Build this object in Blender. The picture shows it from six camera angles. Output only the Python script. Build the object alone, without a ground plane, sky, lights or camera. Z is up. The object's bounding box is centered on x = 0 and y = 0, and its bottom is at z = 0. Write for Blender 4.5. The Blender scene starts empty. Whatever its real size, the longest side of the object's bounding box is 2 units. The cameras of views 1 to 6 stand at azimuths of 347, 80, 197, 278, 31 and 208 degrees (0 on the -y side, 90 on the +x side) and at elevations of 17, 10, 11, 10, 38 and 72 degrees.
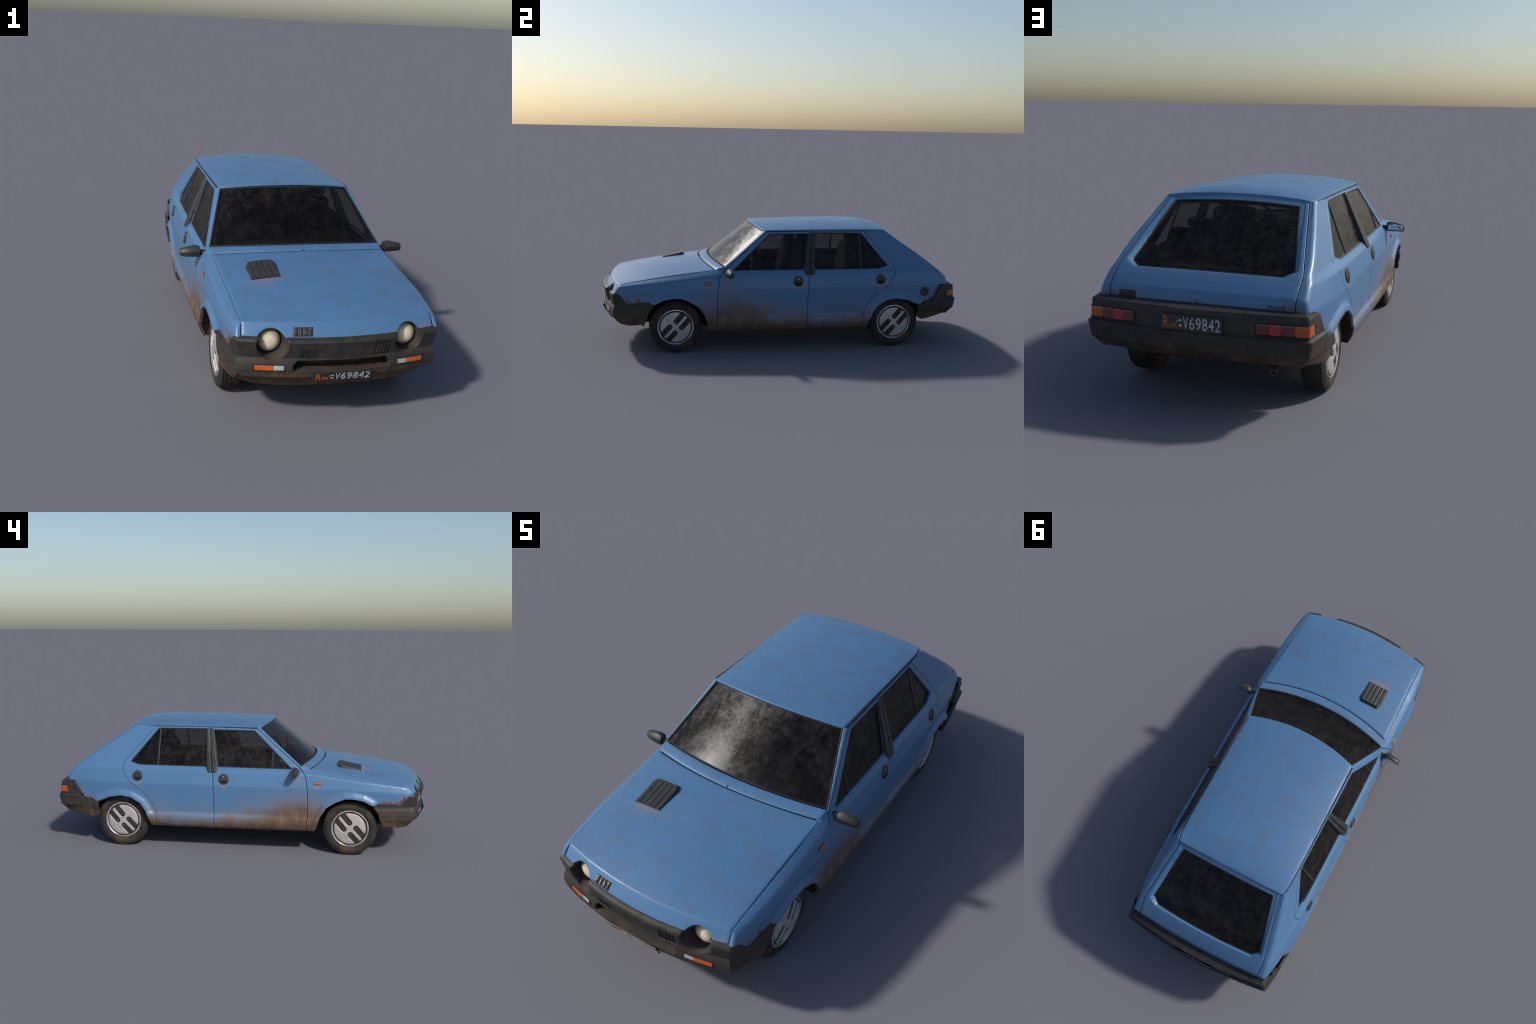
# A weathered blue five-door hatchback, built panel by panel.
# Every sheet-metal part is a 2D outline (with holes) laid on a surface rule, rounded at its edges.
import bpy, bmesh, math, random
import numpy as np
from mathutils import Vector, Matrix
from mathutils.geometry import delaunay_2d_cdt

random.seed(7)
COL = bpy.context.scene.collection

# ----------------------------------------------------------------------------------------------
# small helpers
# ----------------------------------------------------------------------------------------------
def A(*p):
    return np.array(p, float)

def tab(x, *pairs):
    p = np.array(pairs, float)
    return np.interp(x, p[:, 0], p[:, 1])

def sstep(a, b, x):
    t = np.clip((np.asarray(x, float) - a) / (b - a), 0, 1)
    return t * t * (3 - 2 * t)

def densify(poly, step, closed=True):
    poly = [np.array(p, float) for p in poly]
    out = []
    n = len(poly)
    for i in range(n if closed else n - 1):
        a, b = poly[i], poly[(i + 1) % n]
        k = max(1, int(math.ceil(np.linalg.norm(b - a) / step)))
        for j in range(k):
            out.append(a + (b - a) * j / k)
    if not closed:
        out.append(poly[-1])
    return np.array(out)

def inside(P, poly):
    x, y = P[:, 0], P[:, 1]
    r = np.zeros(len(P), bool)
    n = len(poly)
    for i in range(n):
        x1, y1 = poly[i]
        x2, y2 = poly[(i + 1) % n]
        if y1 == y2:
            continue
        c = ((y1 > y) != (y2 > y)) & (x < (x2 - x1) * (y - y1) / (y2 - y1) + x1)
        r ^= c
    return r

def seg_dist(P, poly, closed=True):
    P = np.asarray(P, float)
    d = np.full(len(P), 1e9)
    n = len(poly)
    for i in range(n if closed else n - 1):
        a = np.asarray(poly[i], float); b = np.asarray(poly[(i + 1) % n], float)
        ab = b - a
        L = ab @ ab
        if L < 1e-14:
            continue
        t = np.clip(((P - a) @ ab) / L, 0, 1)
        q = P - (a + t[:, None] * ab)
        d = np.minimum(d, np.sqrt((q * q).sum(1)))
    return d

def ellipse(cx, cy, rx, ry, n=40):
    return [(cx + rx * math.cos(2 * math.pi * i / n), cy + ry * math.sin(2 * math.pi * i / n)) for i in range(n)]

def round_poly(poly, r, n=4):
    """round the corners of a polygon"""
    out = []
    m = len(poly)
    for i in range(m):
        a, b, c = A(*poly[i - 1]), A(*poly[i]), A(*poly[(i + 1) % m])
        da, dc = a - b, c - b
        la, lc = np.linalg.norm(da), np.linalg.norm(dc)
        k = min(r, la * .45, lc * .45)
        p0, p1 = b + da / la * k, b + dc / lc * k
        for j in range(n + 1):
            t = j / n
            out.append(tuple((1 - t) ** 2 * p0 + 2 * t * (1 - t) * b + t * t * p1))
    return out

def parent_to(o, parent):
    if parent is not None:
        o.parent = parent
    return o

def finish(bm, name, mat, parent, angle=36, smooth=True):
    bmesh.ops.remove_doubles(bm, verts=bm.verts, dist=1e-6)
    for f in bm.faces:
        f.smooth = smooth
    if smooth:
        lim = math.radians(angle)
        for e in bm.edges:
            if len(e.link_faces) == 2 and e.calc_face_angle(0) > lim:
                e.smooth = False
    me = bpy.data.meshes.new(name)
    bm.to_mesh(me)
    bm.free()
    me.materials.append(mat)
    o = bpy.data.objects.new(name, me)
    COL.objects.link(o)
    return parent_to(o, parent)

def mirrored(o, parent=None):
    """the same part on the other flank, as a mesh of its own"""
    me = o.data.copy()
    bm = bmesh.new(); bm.from_mesh(me)
    for v in bm.verts:
        v.co.x = -v.co.x
    bmesh.ops.reverse_faces(bm, faces=bm.faces)
    bm.to_mesh(me); bm.free()
    c = bpy.data.objects.new(o.name.split('.')[0], me)
    COL.objects.link(c)
    return parent_to(c, parent if parent is not None else o.parent)

def normals_of(fmap, u, v, h=8e-4):
    du = fmap(u + h, v) - fmap(u - h, v)
    dv = fmap(u, v + h) - fmap(u, v - h)
    n = np.cross(du, dv)
    n /= np.maximum(np.linalg.norm(n, axis=1), 1e-12)[:, None]
    return n

def panel(name, outline, fmap, mat, parent, holes=(), step=.010, r=.002, th=.009, off=0.0,
          offfn=None, extra=None, flip=False, mirror=False, angle=68, mparent=None, fdir=None, lines=()):
    """Lay a 2D outline with holes on the surface fmap(u,v), round its rim, turn the rim inwards."""
    outline = densify(outline, step)
    holes = [densify(h, step) for h in holes]
    loops = [outline] + holes
    lo, hi = outline.min(0), outline.max(0)
    gx = np.arange(lo[0] + step * .5, hi[0], step)
    gy = np.arange(lo[1] + step * .5, hi[1], step)
    G = np.array([(x, y) for x in gx for y in gy]) if len(gx) and len(gy) else np.zeros((0, 2))
    lines = [densify(l, step, closed=False) for l in lines]      # fold lines: mesh edges must follow them
    if extra is not None and len(extra):
        E = np.array(extra, float)
    elif lines:
        E = np.concatenate(lines)
    else:
        E = np.zeros((0, 2))

    def keep(P):
        k = inside(P, outline)
        for h in holes:
            k &= ~inside(P, h)
        return k

    def dist(P):
        d = np.full(len(P), 1e9)
        for l in loops:
            d = np.minimum(d, seg_dist(P, l))
        return d
    inner = []
    if len(G):
        ok = keep(G) & (dist(G) > step * .45)
        if len(E):
            for c in range(0, len(G), 400):
                dd = ((G[c:c + 400, None, :] - E[None, :, :]) ** 2).sum(2).min(1)
                ok[c:c + 400] &= dd > (step * .4) ** 2
        inner.append(G[ok])
    if len(E) and not lines:
        inner.append(E[keep(E) & (dist(E) > r * 1.3)])
    if r > 0:
        for l in loops:
            nx = np.roll(l, -1, 0) - np.roll(l, 1, 0)
            nx = np.stack([-nx[:, 1], nx[:, 0]], 1)
            nx /= np.maximum(np.linalg.norm(nx, axis=1), 1e-12)[:, None]
            for k in (r, r * .35):
                for s in (1, -1):
                    Q = l + nx * s * k
                    Q = Q[keep(Q)]
                    if len(Q):
                        Q = Q[dist(Q) > k * .8]
                        inner.append(Q)
    pts = [tuple(p) for l in loops for p in l]
    edges = []
    b = 0
    for l in loops:
        n = len(l)
        edges += [(b + i, b + (i + 1) % n) for i in range(n)]
        b += n
    for l in lines:
        b = len(pts)
        pts += [tuple(p) for p in l]
        edges += [(b + i, b + i + 1) for i in range(len(l) - 1)]
    for I in inner:
        pts += [tuple(p) for p in I]
    res = delaunay_2d_cdt([Vector(p) for p in pts], edges, [], 0, 1e-6)
    V = np.array([tuple(v) for v in res[0]])
    F = [tuple(f) for f in res[2]]
    C = np.array([V[list(f)].mean(0) for f in F])
    kf = keep(C)
    F = [f for f, k in zip(F, kf) if k]
    u, v = V[:, 0], V[:, 1]
    P = fmap(u, v)
    N = normals_of(fmap, u, v)
    if flip:
        N = -N
    d = dist(V)
    drop = np.where(d < r, r - np.sqrt(np.maximum(r * r - (r - d) ** 2, 0)), 0) if r > 0 else 0
    o = off + (offfn(V, d) if offfn else 0)
    P = P + N * (o - drop)[:, None] if np.ndim(o - drop) else P + N * (o - drop)
    bm = bmesh.new()
    used = sorted({i for f in F for i in f})
    vm = {i: bm.verts.new(P[i]) for i in used}
    rev = {vm[i]: i for i in used}
    for f in F:
        a, b_, c = (Vector(P[i]) for i in f)
        nn = (b_ - a).cross(c - a)
        idx = f if nn.dot(Vector(N[f[0]])) >= 0 else f[::-1]
        try:
            bm.faces.new([vm[i] for i in idx])
        except ValueError:
            pass
    bm.edges.index_update()
    if th > 0:
        be = [e for e in bm.edges if len(e.link_faces) == 1]
        low = {}
        for e in be:
            for w in e.verts:
                if w not in low:
                    i = rev[w]
                    low[w] = bm.verts.new(Vector(P[i]) - (Vector(N[i]) if fdir is None else (Vector(N[i]) * .25 + Vector(fdir)).normalized()) * th)
        for e in be:
            f = e.link_faces[0]
            a, c = e.verts
            # keep the winding consistent with the face next door
            lp = [l for l in f.loops if l.edge == e][0]
            a, c = lp.vert, lp.link_loop_next.vert
            bm.faces.new([c, a, low[a], low[c]])
    ob = finish(bm, name, mat, parent, angle)
    if mirror:
        return ob, mirrored(ob, mparent)
    return ob

def box(name, lo, hi, mat, parent, bevel=.006, seg=3, taper=None, rot=None, pivot=None):
    bm = bmesh.new()
    bmesh.ops.create_cube(bm, size=1)
    lo, hi = A(*lo), A(*hi)
    for v in bm.verts:
        t = np.array(v.co) + .5
        p = lo + (hi - lo) * t
        if taper:
            p = A(*taper(p, t))
        v.co = Vector(p)
    if bevel > 0:
        bmesh.ops.bevel(bm, geom=list(bm.edges), offset=bevel, segments=seg, profile=.5, affect='EDGES')
    if rot is not None:
        bmesh.ops.rotate(bm, verts=bm.verts, cent=Vector(pivot), matrix=rot)
    return finish(bm, name, mat, parent, 40)

def lathe(name, prof, mat, parent, n=64, cap=False, fn=None):
    """revolve (axial, radius) about the x axis"""
    bm = bmesh.new()
    rings = []
    for k in range(n):
        a = 2 * math.pi * k / n
        ring = []
        for i, (ax, rr) in enumerate(prof):
            if fn:
                ax, rr = fn(ax, rr, a, i)
            ring.append(bm.verts.new((ax, rr * math.cos(a), rr * math.sin(a))))
        rings.append(ring)
    m = len(prof)
    for k in range(n):
        r0, r1 = rings[k], rings[(k + 1) % n]
        for i in range(m - 1):
            bm.faces.new([r0[i], r0[i + 1], r1[i + 1], r1[i]])
    if cap:
        bm.faces.new([rings[k][-1] for k in range(n)])
        bm.faces.new([rings[k][0] for k in range(n)][::-1])
    bmesh.ops.remove_doubles(bm, verts=bm.verts, dist=1e-6)
    bmesh.ops.recalc_face_normals(bm, faces=bm.faces)
    return finish(bm, name, mat, parent, 35)

def tube(name, pts, rad, mat, parent, n=14, closed=False):
    pts = [Vector(p) for p in pts]
    bm = bmesh.new()
    rings = []
    m = len(pts)
    for i, p in enumerate(pts):
        a = pts[(i - 1) % m] if (closed or i > 0) else p
        b = pts[(i + 1) % m] if (closed or i < m - 1) else p
        t = (b - a).normalized()
        ref = Vector((0, 0, 1)) if abs(t.z) < .9 else Vector((1, 0, 0))
        s = t.cross(ref).normalized(); q = s.cross(t)
        rr = rad[i] if isinstance(rad, (list, tuple)) else rad
        rings.append([bm.verts.new(p + (s * math.cos(2 * math.pi * k / n) + q * math.sin(2 * math.pi * k / n)) * rr) for k in range(n)])
    for i in range(m if closed else m - 1):
        r0, r1 = rings[i], rings[(i + 1) % m]
        for k in range(n):
            bm.faces.new([r0[k], r0[(k + 1) % n], r1[(k + 1) % n], r1[k]])
    if not closed:
        bm.faces.new(rings[0][::-1]); bm.faces.new(rings[-1])
    bmesh.ops.recalc_face_normals(bm, faces=bm.faces)
    return finish(bm, name, mat, parent, 40)

def empty(name, parent=None, loc=(0, 0, 0)):
    o = bpy.data.objects.new(name, None)
    o.empty_display_size = .1
    COL.objects.link(o)
    o.location = loc
    return parent_to(o, parent)

def lettering(name, text, height, width, mat, parent, xform, depth=.0012, shear=0.0):
    """raised letters from the built-in font, fitted into width x height, placed by xform(u,v,w)"""
    cu = bpy.data.curves.new(name, 'FONT')
    cu.body = text
    cu.extrude = .02
    cu.shear = shear
    ob = bpy.data.objects.new(name, cu)
    COL.objects.link(ob)
    dg = bpy.context.evaluated_depsgraph_get()
    me = bpy.data.meshes.new_from_object(ob.evaluated_get(dg))
    bpy.data.objects.remove(ob)
    bm = bmesh.new(); bm.from_mesh(me); bpy.data.meshes.remove(me)
    co = np.array([v.co for v in bm.verts])
    lo, hi = co.min(0), co.max(0)
    for v in bm.verts:
        t = (np.array(v.co) - lo) / (hi - lo)
        v.co = Vector(xform((t[0] - .5) * width, (t[1] - .5) * height, (t[2] - .5) * 2 * depth))
    bmesh.ops.recalc_face_normals(bm, faces=bm.faces)
    return finish(bm, name, mat, parent, 30, smooth=False)

# ----------------------------------------------------------------------------------------------
# materials: a tiny expression layer over shader nodes
# ----------------------------------------------------------------------------------------------
class X:
    def __init__(s, nt, sock): s.nt, s.s = nt, sock
    def _m(s, op, *o, clamp=False):
        n = s.nt.nodes.new('ShaderNodeMath'); n.operation = op; n.use_clamp = clamp
        for i, v in enumerate((s,) + o):
            if isinstance(v, X): s.nt.links.new(v.s, n.inputs[i])
            else: n.inputs[i].default_value = float(v)
        return X(s.nt, n.outputs[0])
    def __add__(s, o): return s._m('ADD', o)
    __radd__ = __add__
    def __mul__(s, o): return s._m('MULTIPLY', o)
    __rmul__ = __mul__
    def __sub__(s, o): return s._m('SUBTRACT', o)
    def __rsub__(s, o): return (s * -1) + o
    def __truediv__(s, o): return s._m('DIVIDE', o)
    def abs(s): return s._m('ABSOLUTE')
    def sq(s): return s._m('MULTIPLY', s)
    def clamp(s): return s._m('ADD', 0.0, clamp=True)
    def max(s, o): return s._m('MAXIMUM', o)
    def min(s, o): return s._m('MINIMUM', o)
    def exp(s): return s._m('EXPONENT')
    def pow(s, o): return s._m('POWER', o)
    def ramp(s, a, b):
        n = s.nt.nodes.new('ShaderNodeMapRange'); n.interpolation_type = 'SMOOTHSTEP'
        s.nt.links.new(s.s, n.inputs[0]); n.inputs[1].default_value = a; n.inputs[2].default_value = b
        return X(s.nt, n.outputs[0])

class M:
    def __init__(s, name):
        s.mat = bpy.data.materials.new(name); s.mat.use_nodes = True
        s.nt = s.mat.node_tree
        for n in list(s.nt.nodes): s.nt.nodes.remove(n)
        s.out = s.nt.nodes.new('ShaderNodeOutputMaterial')
        s.b = s.nt.nodes.new('ShaderNodeBsdfPrincipled')
        s.nt.links.new(s.b.outputs[0], s.out.inputs[0])
        tc = s.nt.nodes.new('ShaderNodeTexCoord')
        s.co = tc.outputs['Object']
        sp = s.nt.nodes.new('ShaderNodeSeparateXYZ'); s.nt.links.new(s.co, sp.inputs[0])
        s.x, s.y, s.z = (X(s.nt, sp.outputs[i]) for i in range(3))
    def nz(s):
        g = s.nt.nodes.new('ShaderNodeNewGeometry'); sp = s.nt.nodes.new('ShaderNodeSeparateXYZ')
        s.nt.links.new(g.outputs['Normal'], sp.inputs[0]); return X(s.nt, sp.outputs[2])
    def noise(s, scale, detail=4, rough=.55, stretch=(1, 1, 1), shift=(0, 0, 0), dist=0):
        mp = s.nt.nodes.new('ShaderNodeMapping'); s.nt.links.new(s.co, mp.inputs[0])
        mp.inputs['Scale'].default_value = stretch; mp.inputs['Location'].default_value = shift
        n = s.nt.nodes.new('ShaderNodeTexNoise'); s.nt.links.new(mp.outputs[0], n.inputs['Vector'])
        n.inputs['Scale'].default_value = scale; n.inputs['Detail'].default_value = detail
        n.inputs['Roughness'].default_value = rough; n.inputs['Distortion'].default_value = dist
        return X(s.nt, n.outputs[0])
    def voro(s, scale, feature='F1', stretch=(1, 1, 1)):
        mp = s.nt.nodes.new('ShaderNodeMapping'); s.nt.links.new(s.co, mp.inputs[0])
        mp.inputs['Scale'].default_value = stretch
        n = s.nt.nodes.new('ShaderNodeTexVoronoi'); n.feature = feature
        s.nt.links.new(mp.outputs[0], n.inputs['Vector']); n.inputs['Scale'].default_value = scale
        return X(s.nt, n.outputs[0])
    def rgb(s, c):
        n = s.nt.nodes.new('ShaderNodeRGB'); n.outputs[0].default_value = (*c, 1); return n.outputs[0]
    def mix(s, f, a, b):
        n = s.nt.nodes.new('ShaderNodeMix'); n.data_type = 'RGBA'
        for sock, v in ((n.inputs[6], a), (n.inputs[7], b)):
            if isinstance(v, tuple): sock.default_value = (*v, 1)
            else: s.nt.links.new(v, sock)
        if isinstance(f, X): s.nt.links.new(f.s, n.inputs[0])
        else: n.inputs[0].default_value = f
        return n.outputs[2]
    def set(s, **k):
        for key, v in k.items():
            sock = s.b.inputs[{'color': 'Base Color', 'rough': 'Roughness', 'metal': 'Metallic', 'coat': 'Coat Weight', 'coat_rough': 'Coat Roughness',
                               'spec': 'Specular IOR Level', 'ior': 'IOR', 'trans': 'Transmission Weight', 'sss': 'Subsurface Weight'}[key]]
            if isinstance(v, X): s.nt.links.new(v.s, sock)
            elif isinstance(v, tuple): sock.default_value = (*v, 1)
            elif isinstance(v, (int, float)): sock.default_value = v
            else: s.nt.links.new(v, sock)
        return s
    def bump(s, h, strength=.3, dist=.002):
        n = s.nt.nodes.new('ShaderNodeBump'); n.inputs['Strength'].default_value = strength
        n.inputs['Distance'].default_value = dist
        s.nt.links.new(h.s, n.inputs['Height']); s.nt.links.new(n.outputs[0], s.b.inputs['Normal'])

def lin(r, g, b):
    f = lambda c: (c / 255 / 12.92) if c <= 10 else ((c / 255 + .055) / 1.055) ** 2.4
    return (f(r), f(g), f(b))

MUD, MUD2 = lin(112, 88, 66), lin(84, 64, 48)
RUST, RUST2 = lin(118, 62, 46), lin(164, 108, 86)
BLUE = lin(77, 117, 157)

def gauss(m, cx, cy, cz, rx, ry, rz):
    """soft spot; a radius of 0 ignores that axis; the flank side is taken through |x|"""
    e = None
    for s, c, r in ((m.x.abs() if cx is not None and cx >= 0 else m.x, cx, rx), (m.y, cy, ry), (m.z, cz, rz)):
        if not r: continue
        t = ((s - c) / r).sq()
        e = t if e is None else e + t
    return (e * -1).exp()

def side_mud(m):
    """road dirt thrown up along the sills: heaviest behind the leading wheels"""
    n1 = m.noise(9, 5, .6, (1, 1, .75)); n2 = m.noise(26, 5, .65, (1, 1, .75), (3, 1, 0)); n3 = m.noise(110, 3, .6)
    h = ((((m.y + .32) / .27).sq()) * -1).exp() * .112 + .186
    h = h + ((((m.y - .42) / .16).sq()) * -1).exp() * .012
    h = h + ((((m.y - .85) / .16).sq()) * -1).exp() * .05 + ((((m.y + .9) / .12).sq()) * -1).exp() * .03
    nn = (n1 - .5) * .17 + (n2 - .5) * .09 + (n3 - .5) * .05
    d = h - m.z + nn
    return d.ramp(-.10, .05), d.ramp(-.025, .095), n2, n3

def make_paint():
    m = M('weathered_blue_paint')
    big = m.noise(5, 6, .6); fine = m.noise(60, 4, .6); cloud = m.noise(13, 6, .65, (1, 1, 1), (4, 2, 1), .6)
    col = m.mix((big - .3) * 1.1, BLUE, lin(83, 120, 156))
    col = m.mix(((fine - .5) * .5).clamp(), col, lin(64, 101, 143))
    # dull stains where water stands: only on the top panels
    up = m.nz().ramp(.55, .9)
    st = (cloud * .75 + fine * .25).ramp(.40, .66) * up * .46
    ring = m.voro(22); ring = (ring - .3).abs().ramp(.10, .02) * cloud.ramp(.48, .62) * up * .12
    col = m.mix(st + ring, col, lin(80, 99, 122))
    # orange weeping under fittings
    weep = gauss(m, .38, .051, .352, 0, .016, .020) + gauss(m, .38, .517, .356, 0, .016, .018) \
        + gauss(m, .38, -.335, .395, 0, .018, .022) * .8 + gauss(m, .38, -.44, .362, 0, .018, .014) * .6
    weep = weep * (m.x.abs() - .33).ramp(0, .02)
    sc = gauss(m, -.19, -.668, 0, .058, .010, 0) * m.nz().ramp(.4, .7) + gauss(m, -.20, -.69, 0, .05, .03, 0) * .25 * m.nz().ramp(.4, .7)
    nose = gauss(m, .315, 0, .333, .03, 0, .012) * (m.y + .88).ramp(0, -.02) * m.x.ramp(0, .1) * .7
    tail = gauss(m, .312, 0, .362, .03, 0, .016) * (m.y - .88).ramp(0, .02)
    brk = m.noise(70, 4, .7, (1, 1, .5))
    col = m.mix(((weep + sc + nose) * (brk * 1.7)).clamp() * .45, col, RUST2)
    # rust creeping up from the bumper joints and the sill ends
    spike = m.noise(38, 5, .7, (1, 1, .6), (9, 4, 2))
    blob = None
    for cy, cz, ry_, rz_, a_ in ((-.885, .318, .020, .020, .9), (-.872, .292, .022, .016, .9), (-.808, .290, .020, .022, .95), (-.838, .284, .020, .012, .8), (-.775, .288, .018, .014, .8),
                           (.822, .276, .016, .020, 1.0), (.788, .264, .022, .014, .9), (.842, .300, .010, .020, .75)):
        k_ = gauss(m, .38, cy, cz, 0, ry_, rz_) * a_
        blob = k_ if blob is None else blob + k_
    rblob = (blob * .8 + (spike - .5) * 2.6).ramp(.62, .90) * blob.ramp(.08, .40)
    rs = gauss(m, .39, .438, .135, 0, .035, .028) * 1.5 * (spike + .35)
    flank = (m.x.abs() - .33).ramp(0, .015)
    rust = ((rblob + rs) * flank + tail * spike * 1.4).clamp()
    halo = (blob * .7).clamp() * flank * (brk * .8 + .15)
    col = m.mix(halo.clamp(), col, lin(122, 112, 124))
    col = m.mix(rust * .92, col, m.mix(brk.ramp(.4, .65), lin(92, 50, 44), RUST))
    # mud on flanks
    soft, hard, n2, n3 = side_mud(m)
    soft = soft * flank; hard = hard * flank
    mudc = m.mix(n2.ramp(.35, .65), MUD2, MUD)
    col = m.mix(soft * .5, col, lin(126, 112, 108))
    col = m.mix(hard * .93, col, mudc)
    m.set(color=col, rough=(big - .5) * .25 + .40 + hard * .4 + rust * .3 + st * .3, coat=.2, coat_rough=.25, spec=.4)
    clod = m.noise(150, 5, .7)
    m.bump(clod * hard * 2.2 + fine * .08, .45, .0025)
    return m.mat

def make_plastic(name, c1, c2, rough=.55, mud=True):
    m = M(name)
    n = m.noise(26, 5, .6); f = m.noise(160, 3, .6)
    col = m.mix(n.ramp(.35, .7), c1, c2)
    if mud:
        soft, hard, n2, n3 = side_mud(m)
        low = (m.z * -1 + .2 + (n - .5) * .12).ramp(-.03, .06)
        k = (hard * .65 + low * .6 + soft * .22).clamp()
        col = m.mix(k, col, m.mix(n2.ramp(.3, .7), lin(66, 51, 40), lin(96, 75, 57)))
        m.set(rough=k * .3 + rough)
    else:
        m.set(rough=rough)
    m.set(color=col, spec=.4)
    m.bump(f, .12, .001)
    return m.mat

def make_glass(name='dirty_glass', wiped=False):
    m = M(name)
    big = m.noise(15, 6, .7, (1, 1, 1), (2, 5, 1), .4); sm = m.noise(52, 5, .72, (1, .7, .7)); str_ = m.noise(22, 4, .6, (1.6, .35, .35), (1, 7, 3))
    fin = m.noise(130, 4, .7)
    dirt = (big * .30 + sm * .34 + str_ * .12 + fin * .24).ramp(.36, .68)
    if wiped:
        w1 = ((m.x + .135).sq() + (m.y + .40).sq() + (m.z - .475).sq()).pow(.5) + (sm - .5) * .05
        w2 = ((m.x - .115).sq() + (m.y + .40).sq() + (m.z - .475).sq()).pow(.5) + (sm - .5) * .05
        dirt = dirt * (w1.min(w2).ramp(.18, .23) * .42 + .58) + sm.ramp(.6, .75) * .12
    tr = m.nt.nodes.new('ShaderNodeBsdfTransparent'); tr.inputs[0].default_value = (.54, .54, .55, 1)
    m.set(color=m.mix(dirt, lin(20, 18, 17), lin(50, 43, 37)), rough=dirt * .28 + .17, spec=.5)
    k = (dirt * .45 + .22).clamp()
    lw = m.nt.nodes.new('ShaderNodeFresnel'); lw.inputs[0].default_value = 1.45
    geo = m.nt.nodes.new('ShaderNodeNewGeometry')
    fac = (k + X(m.nt, lw.outputs[0]) * .9 * (1 - X(m.nt, geo.outputs['Backfacing']))).clamp()
    mx = m.nt.nodes.new('ShaderNodeMixShader')
    m.nt.links.new(fac.s, mx.inputs[0]); m.nt.links.new(tr.outputs[0], mx.inputs[1]); m.nt.links.new(m.b.outputs[0], mx.inputs[2])
    m.nt.links.new(mx.outputs[0], m.out.inputs[0])
    return m.mat

def make_simple(name, c, rough=.5, metal=0.0, c2=None, scale=30, bump=0, **k):
    m = M(name)
    n = m.noise(scale, 5, .6)
    m.set(color=m.mix(n.ramp(.35, .7), c, c2 if c2 else c), rough=rough, metal=metal, **k)
    if bump: m.bump(m.noise(scale * 4, 4, .6), bump, .002)
    return m.mat

def make_tyre():
    m = M('dusty_tyre_rubber')
    n = m.noise(14, 6, .65); f = m.noise(90, 4, .6)
    k = n.ramp(.46, .66)
    m.set(color=m.mix(k * .75, m.mix(f, lin(38, 37, 36), lin(52, 50, 48)), lin(84, 68, 55)), rough=.8, spec=.3)
    m.bump(f, .15, .001)
    return m.mat

def make_rim():
    m = M('dull_alloy')
    n = m.noise(16, 5, .6); d = m.noise(40, 5, .65)
    m.set(color=m.mix(d.ramp(.5, .75) * .5, m.mix(n, lin(172, 168, 166), lin(196, 192, 190)), lin(126, 108, 94)), metal=.35, rough=n * .2 + .38)
    return m.mat

def make_lens(name, c1, c2, scale=260):
    m = M(name)
    w = m.nt.nodes.new('ShaderNodeTexWave'); w.bands_direction = 'X'
    m.nt.links.new(m.co, w.inputs[0]); w.inputs['Scale'].default_value = scale / 6; w.inputs['Distortion'].default_value = .6
    n = m.noise(60, 4, .6)
    m.set(color=m.mix(X(m.nt, w.outputs[1]) * .2 + n.ramp(.3, .8) * .5, c1, c2), rough=.22, coat=.6, coat_rough=.1, spec=.5)
    m.bump(X(m.nt, w.outputs[1]), .12, .001)
    return m.mat

PAINT = make_paint()
PLASTIC = make_plastic('grained_black_plastic', lin(43, 41, 39), lin(57, 53, 50))
TRIM = make_plastic('black_trim', lin(46, 46, 46), lin(58, 57, 55), .45, mud=False)
RUBBER = make_simple('black_rubber', lin(21, 20, 20), .65, c2=lin(34, 30, 27))
SEAM = make_simple('dark_cavity', lin(16, 15, 15), .9, c2=lin(24, 22, 20))
GLASS = make_glass()
SCREEN = make_glass('wiped_windscreen_glass', True)
TYRE = make_tyre()
RIM = make_rim()
RIMLIP = make_simple('polished_rim_lip', lin(206, 206, 206), .28, .5, lin(150, 138, 126), 18)
SLOT = make_simple('dark_wheel_recess', lin(38, 34, 31), .7, c2=lin(62, 50, 42), scale=24)
BOLT = make_simple('grimy_bolt_steel', lin(86, 80, 74), .5, .4, lin(110, 104, 98), 90)
CHROME = make_simple('pitted_chrome', lin(205, 205, 205), .22, 1.0, lin(150, 145, 138), 60)
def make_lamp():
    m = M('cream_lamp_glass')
    r = (((m.x.abs() - .2395).sq() + (m.z - .3065).sq()).pow(.5))      # pale cream in the middle, darker towards the rim
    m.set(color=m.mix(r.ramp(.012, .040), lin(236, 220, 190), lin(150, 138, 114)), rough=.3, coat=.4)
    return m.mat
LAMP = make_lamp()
LAMPRING = make_simple('lamp_bowl_plastic', lin(70, 62, 58), .5, c2=lin(58, 51, 47), scale=14)
ORANGE = make_lens('orange_lens', lin(186, 78, 28), lin(208, 108, 40))
CLEAR = make_lens('clear_lens', lin(150, 156, 156), lin(182, 186, 184))
TAILORANGE = make_lens('dim_orange_lens', lin(158, 66, 22), lin(188, 94, 34))
REDDARK = make_lens('dark_red_lens', lin(88, 22, 26), lin(112, 36, 38))
REDBRIGHT = make_lens('bright_red_lens', lin(158, 20, 36), lin(172, 34, 46))
PLATE = make_simple('black_number_plate', lin(44, 42, 41), .5, c2=lin(58, 54, 50), scale=30)
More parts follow.
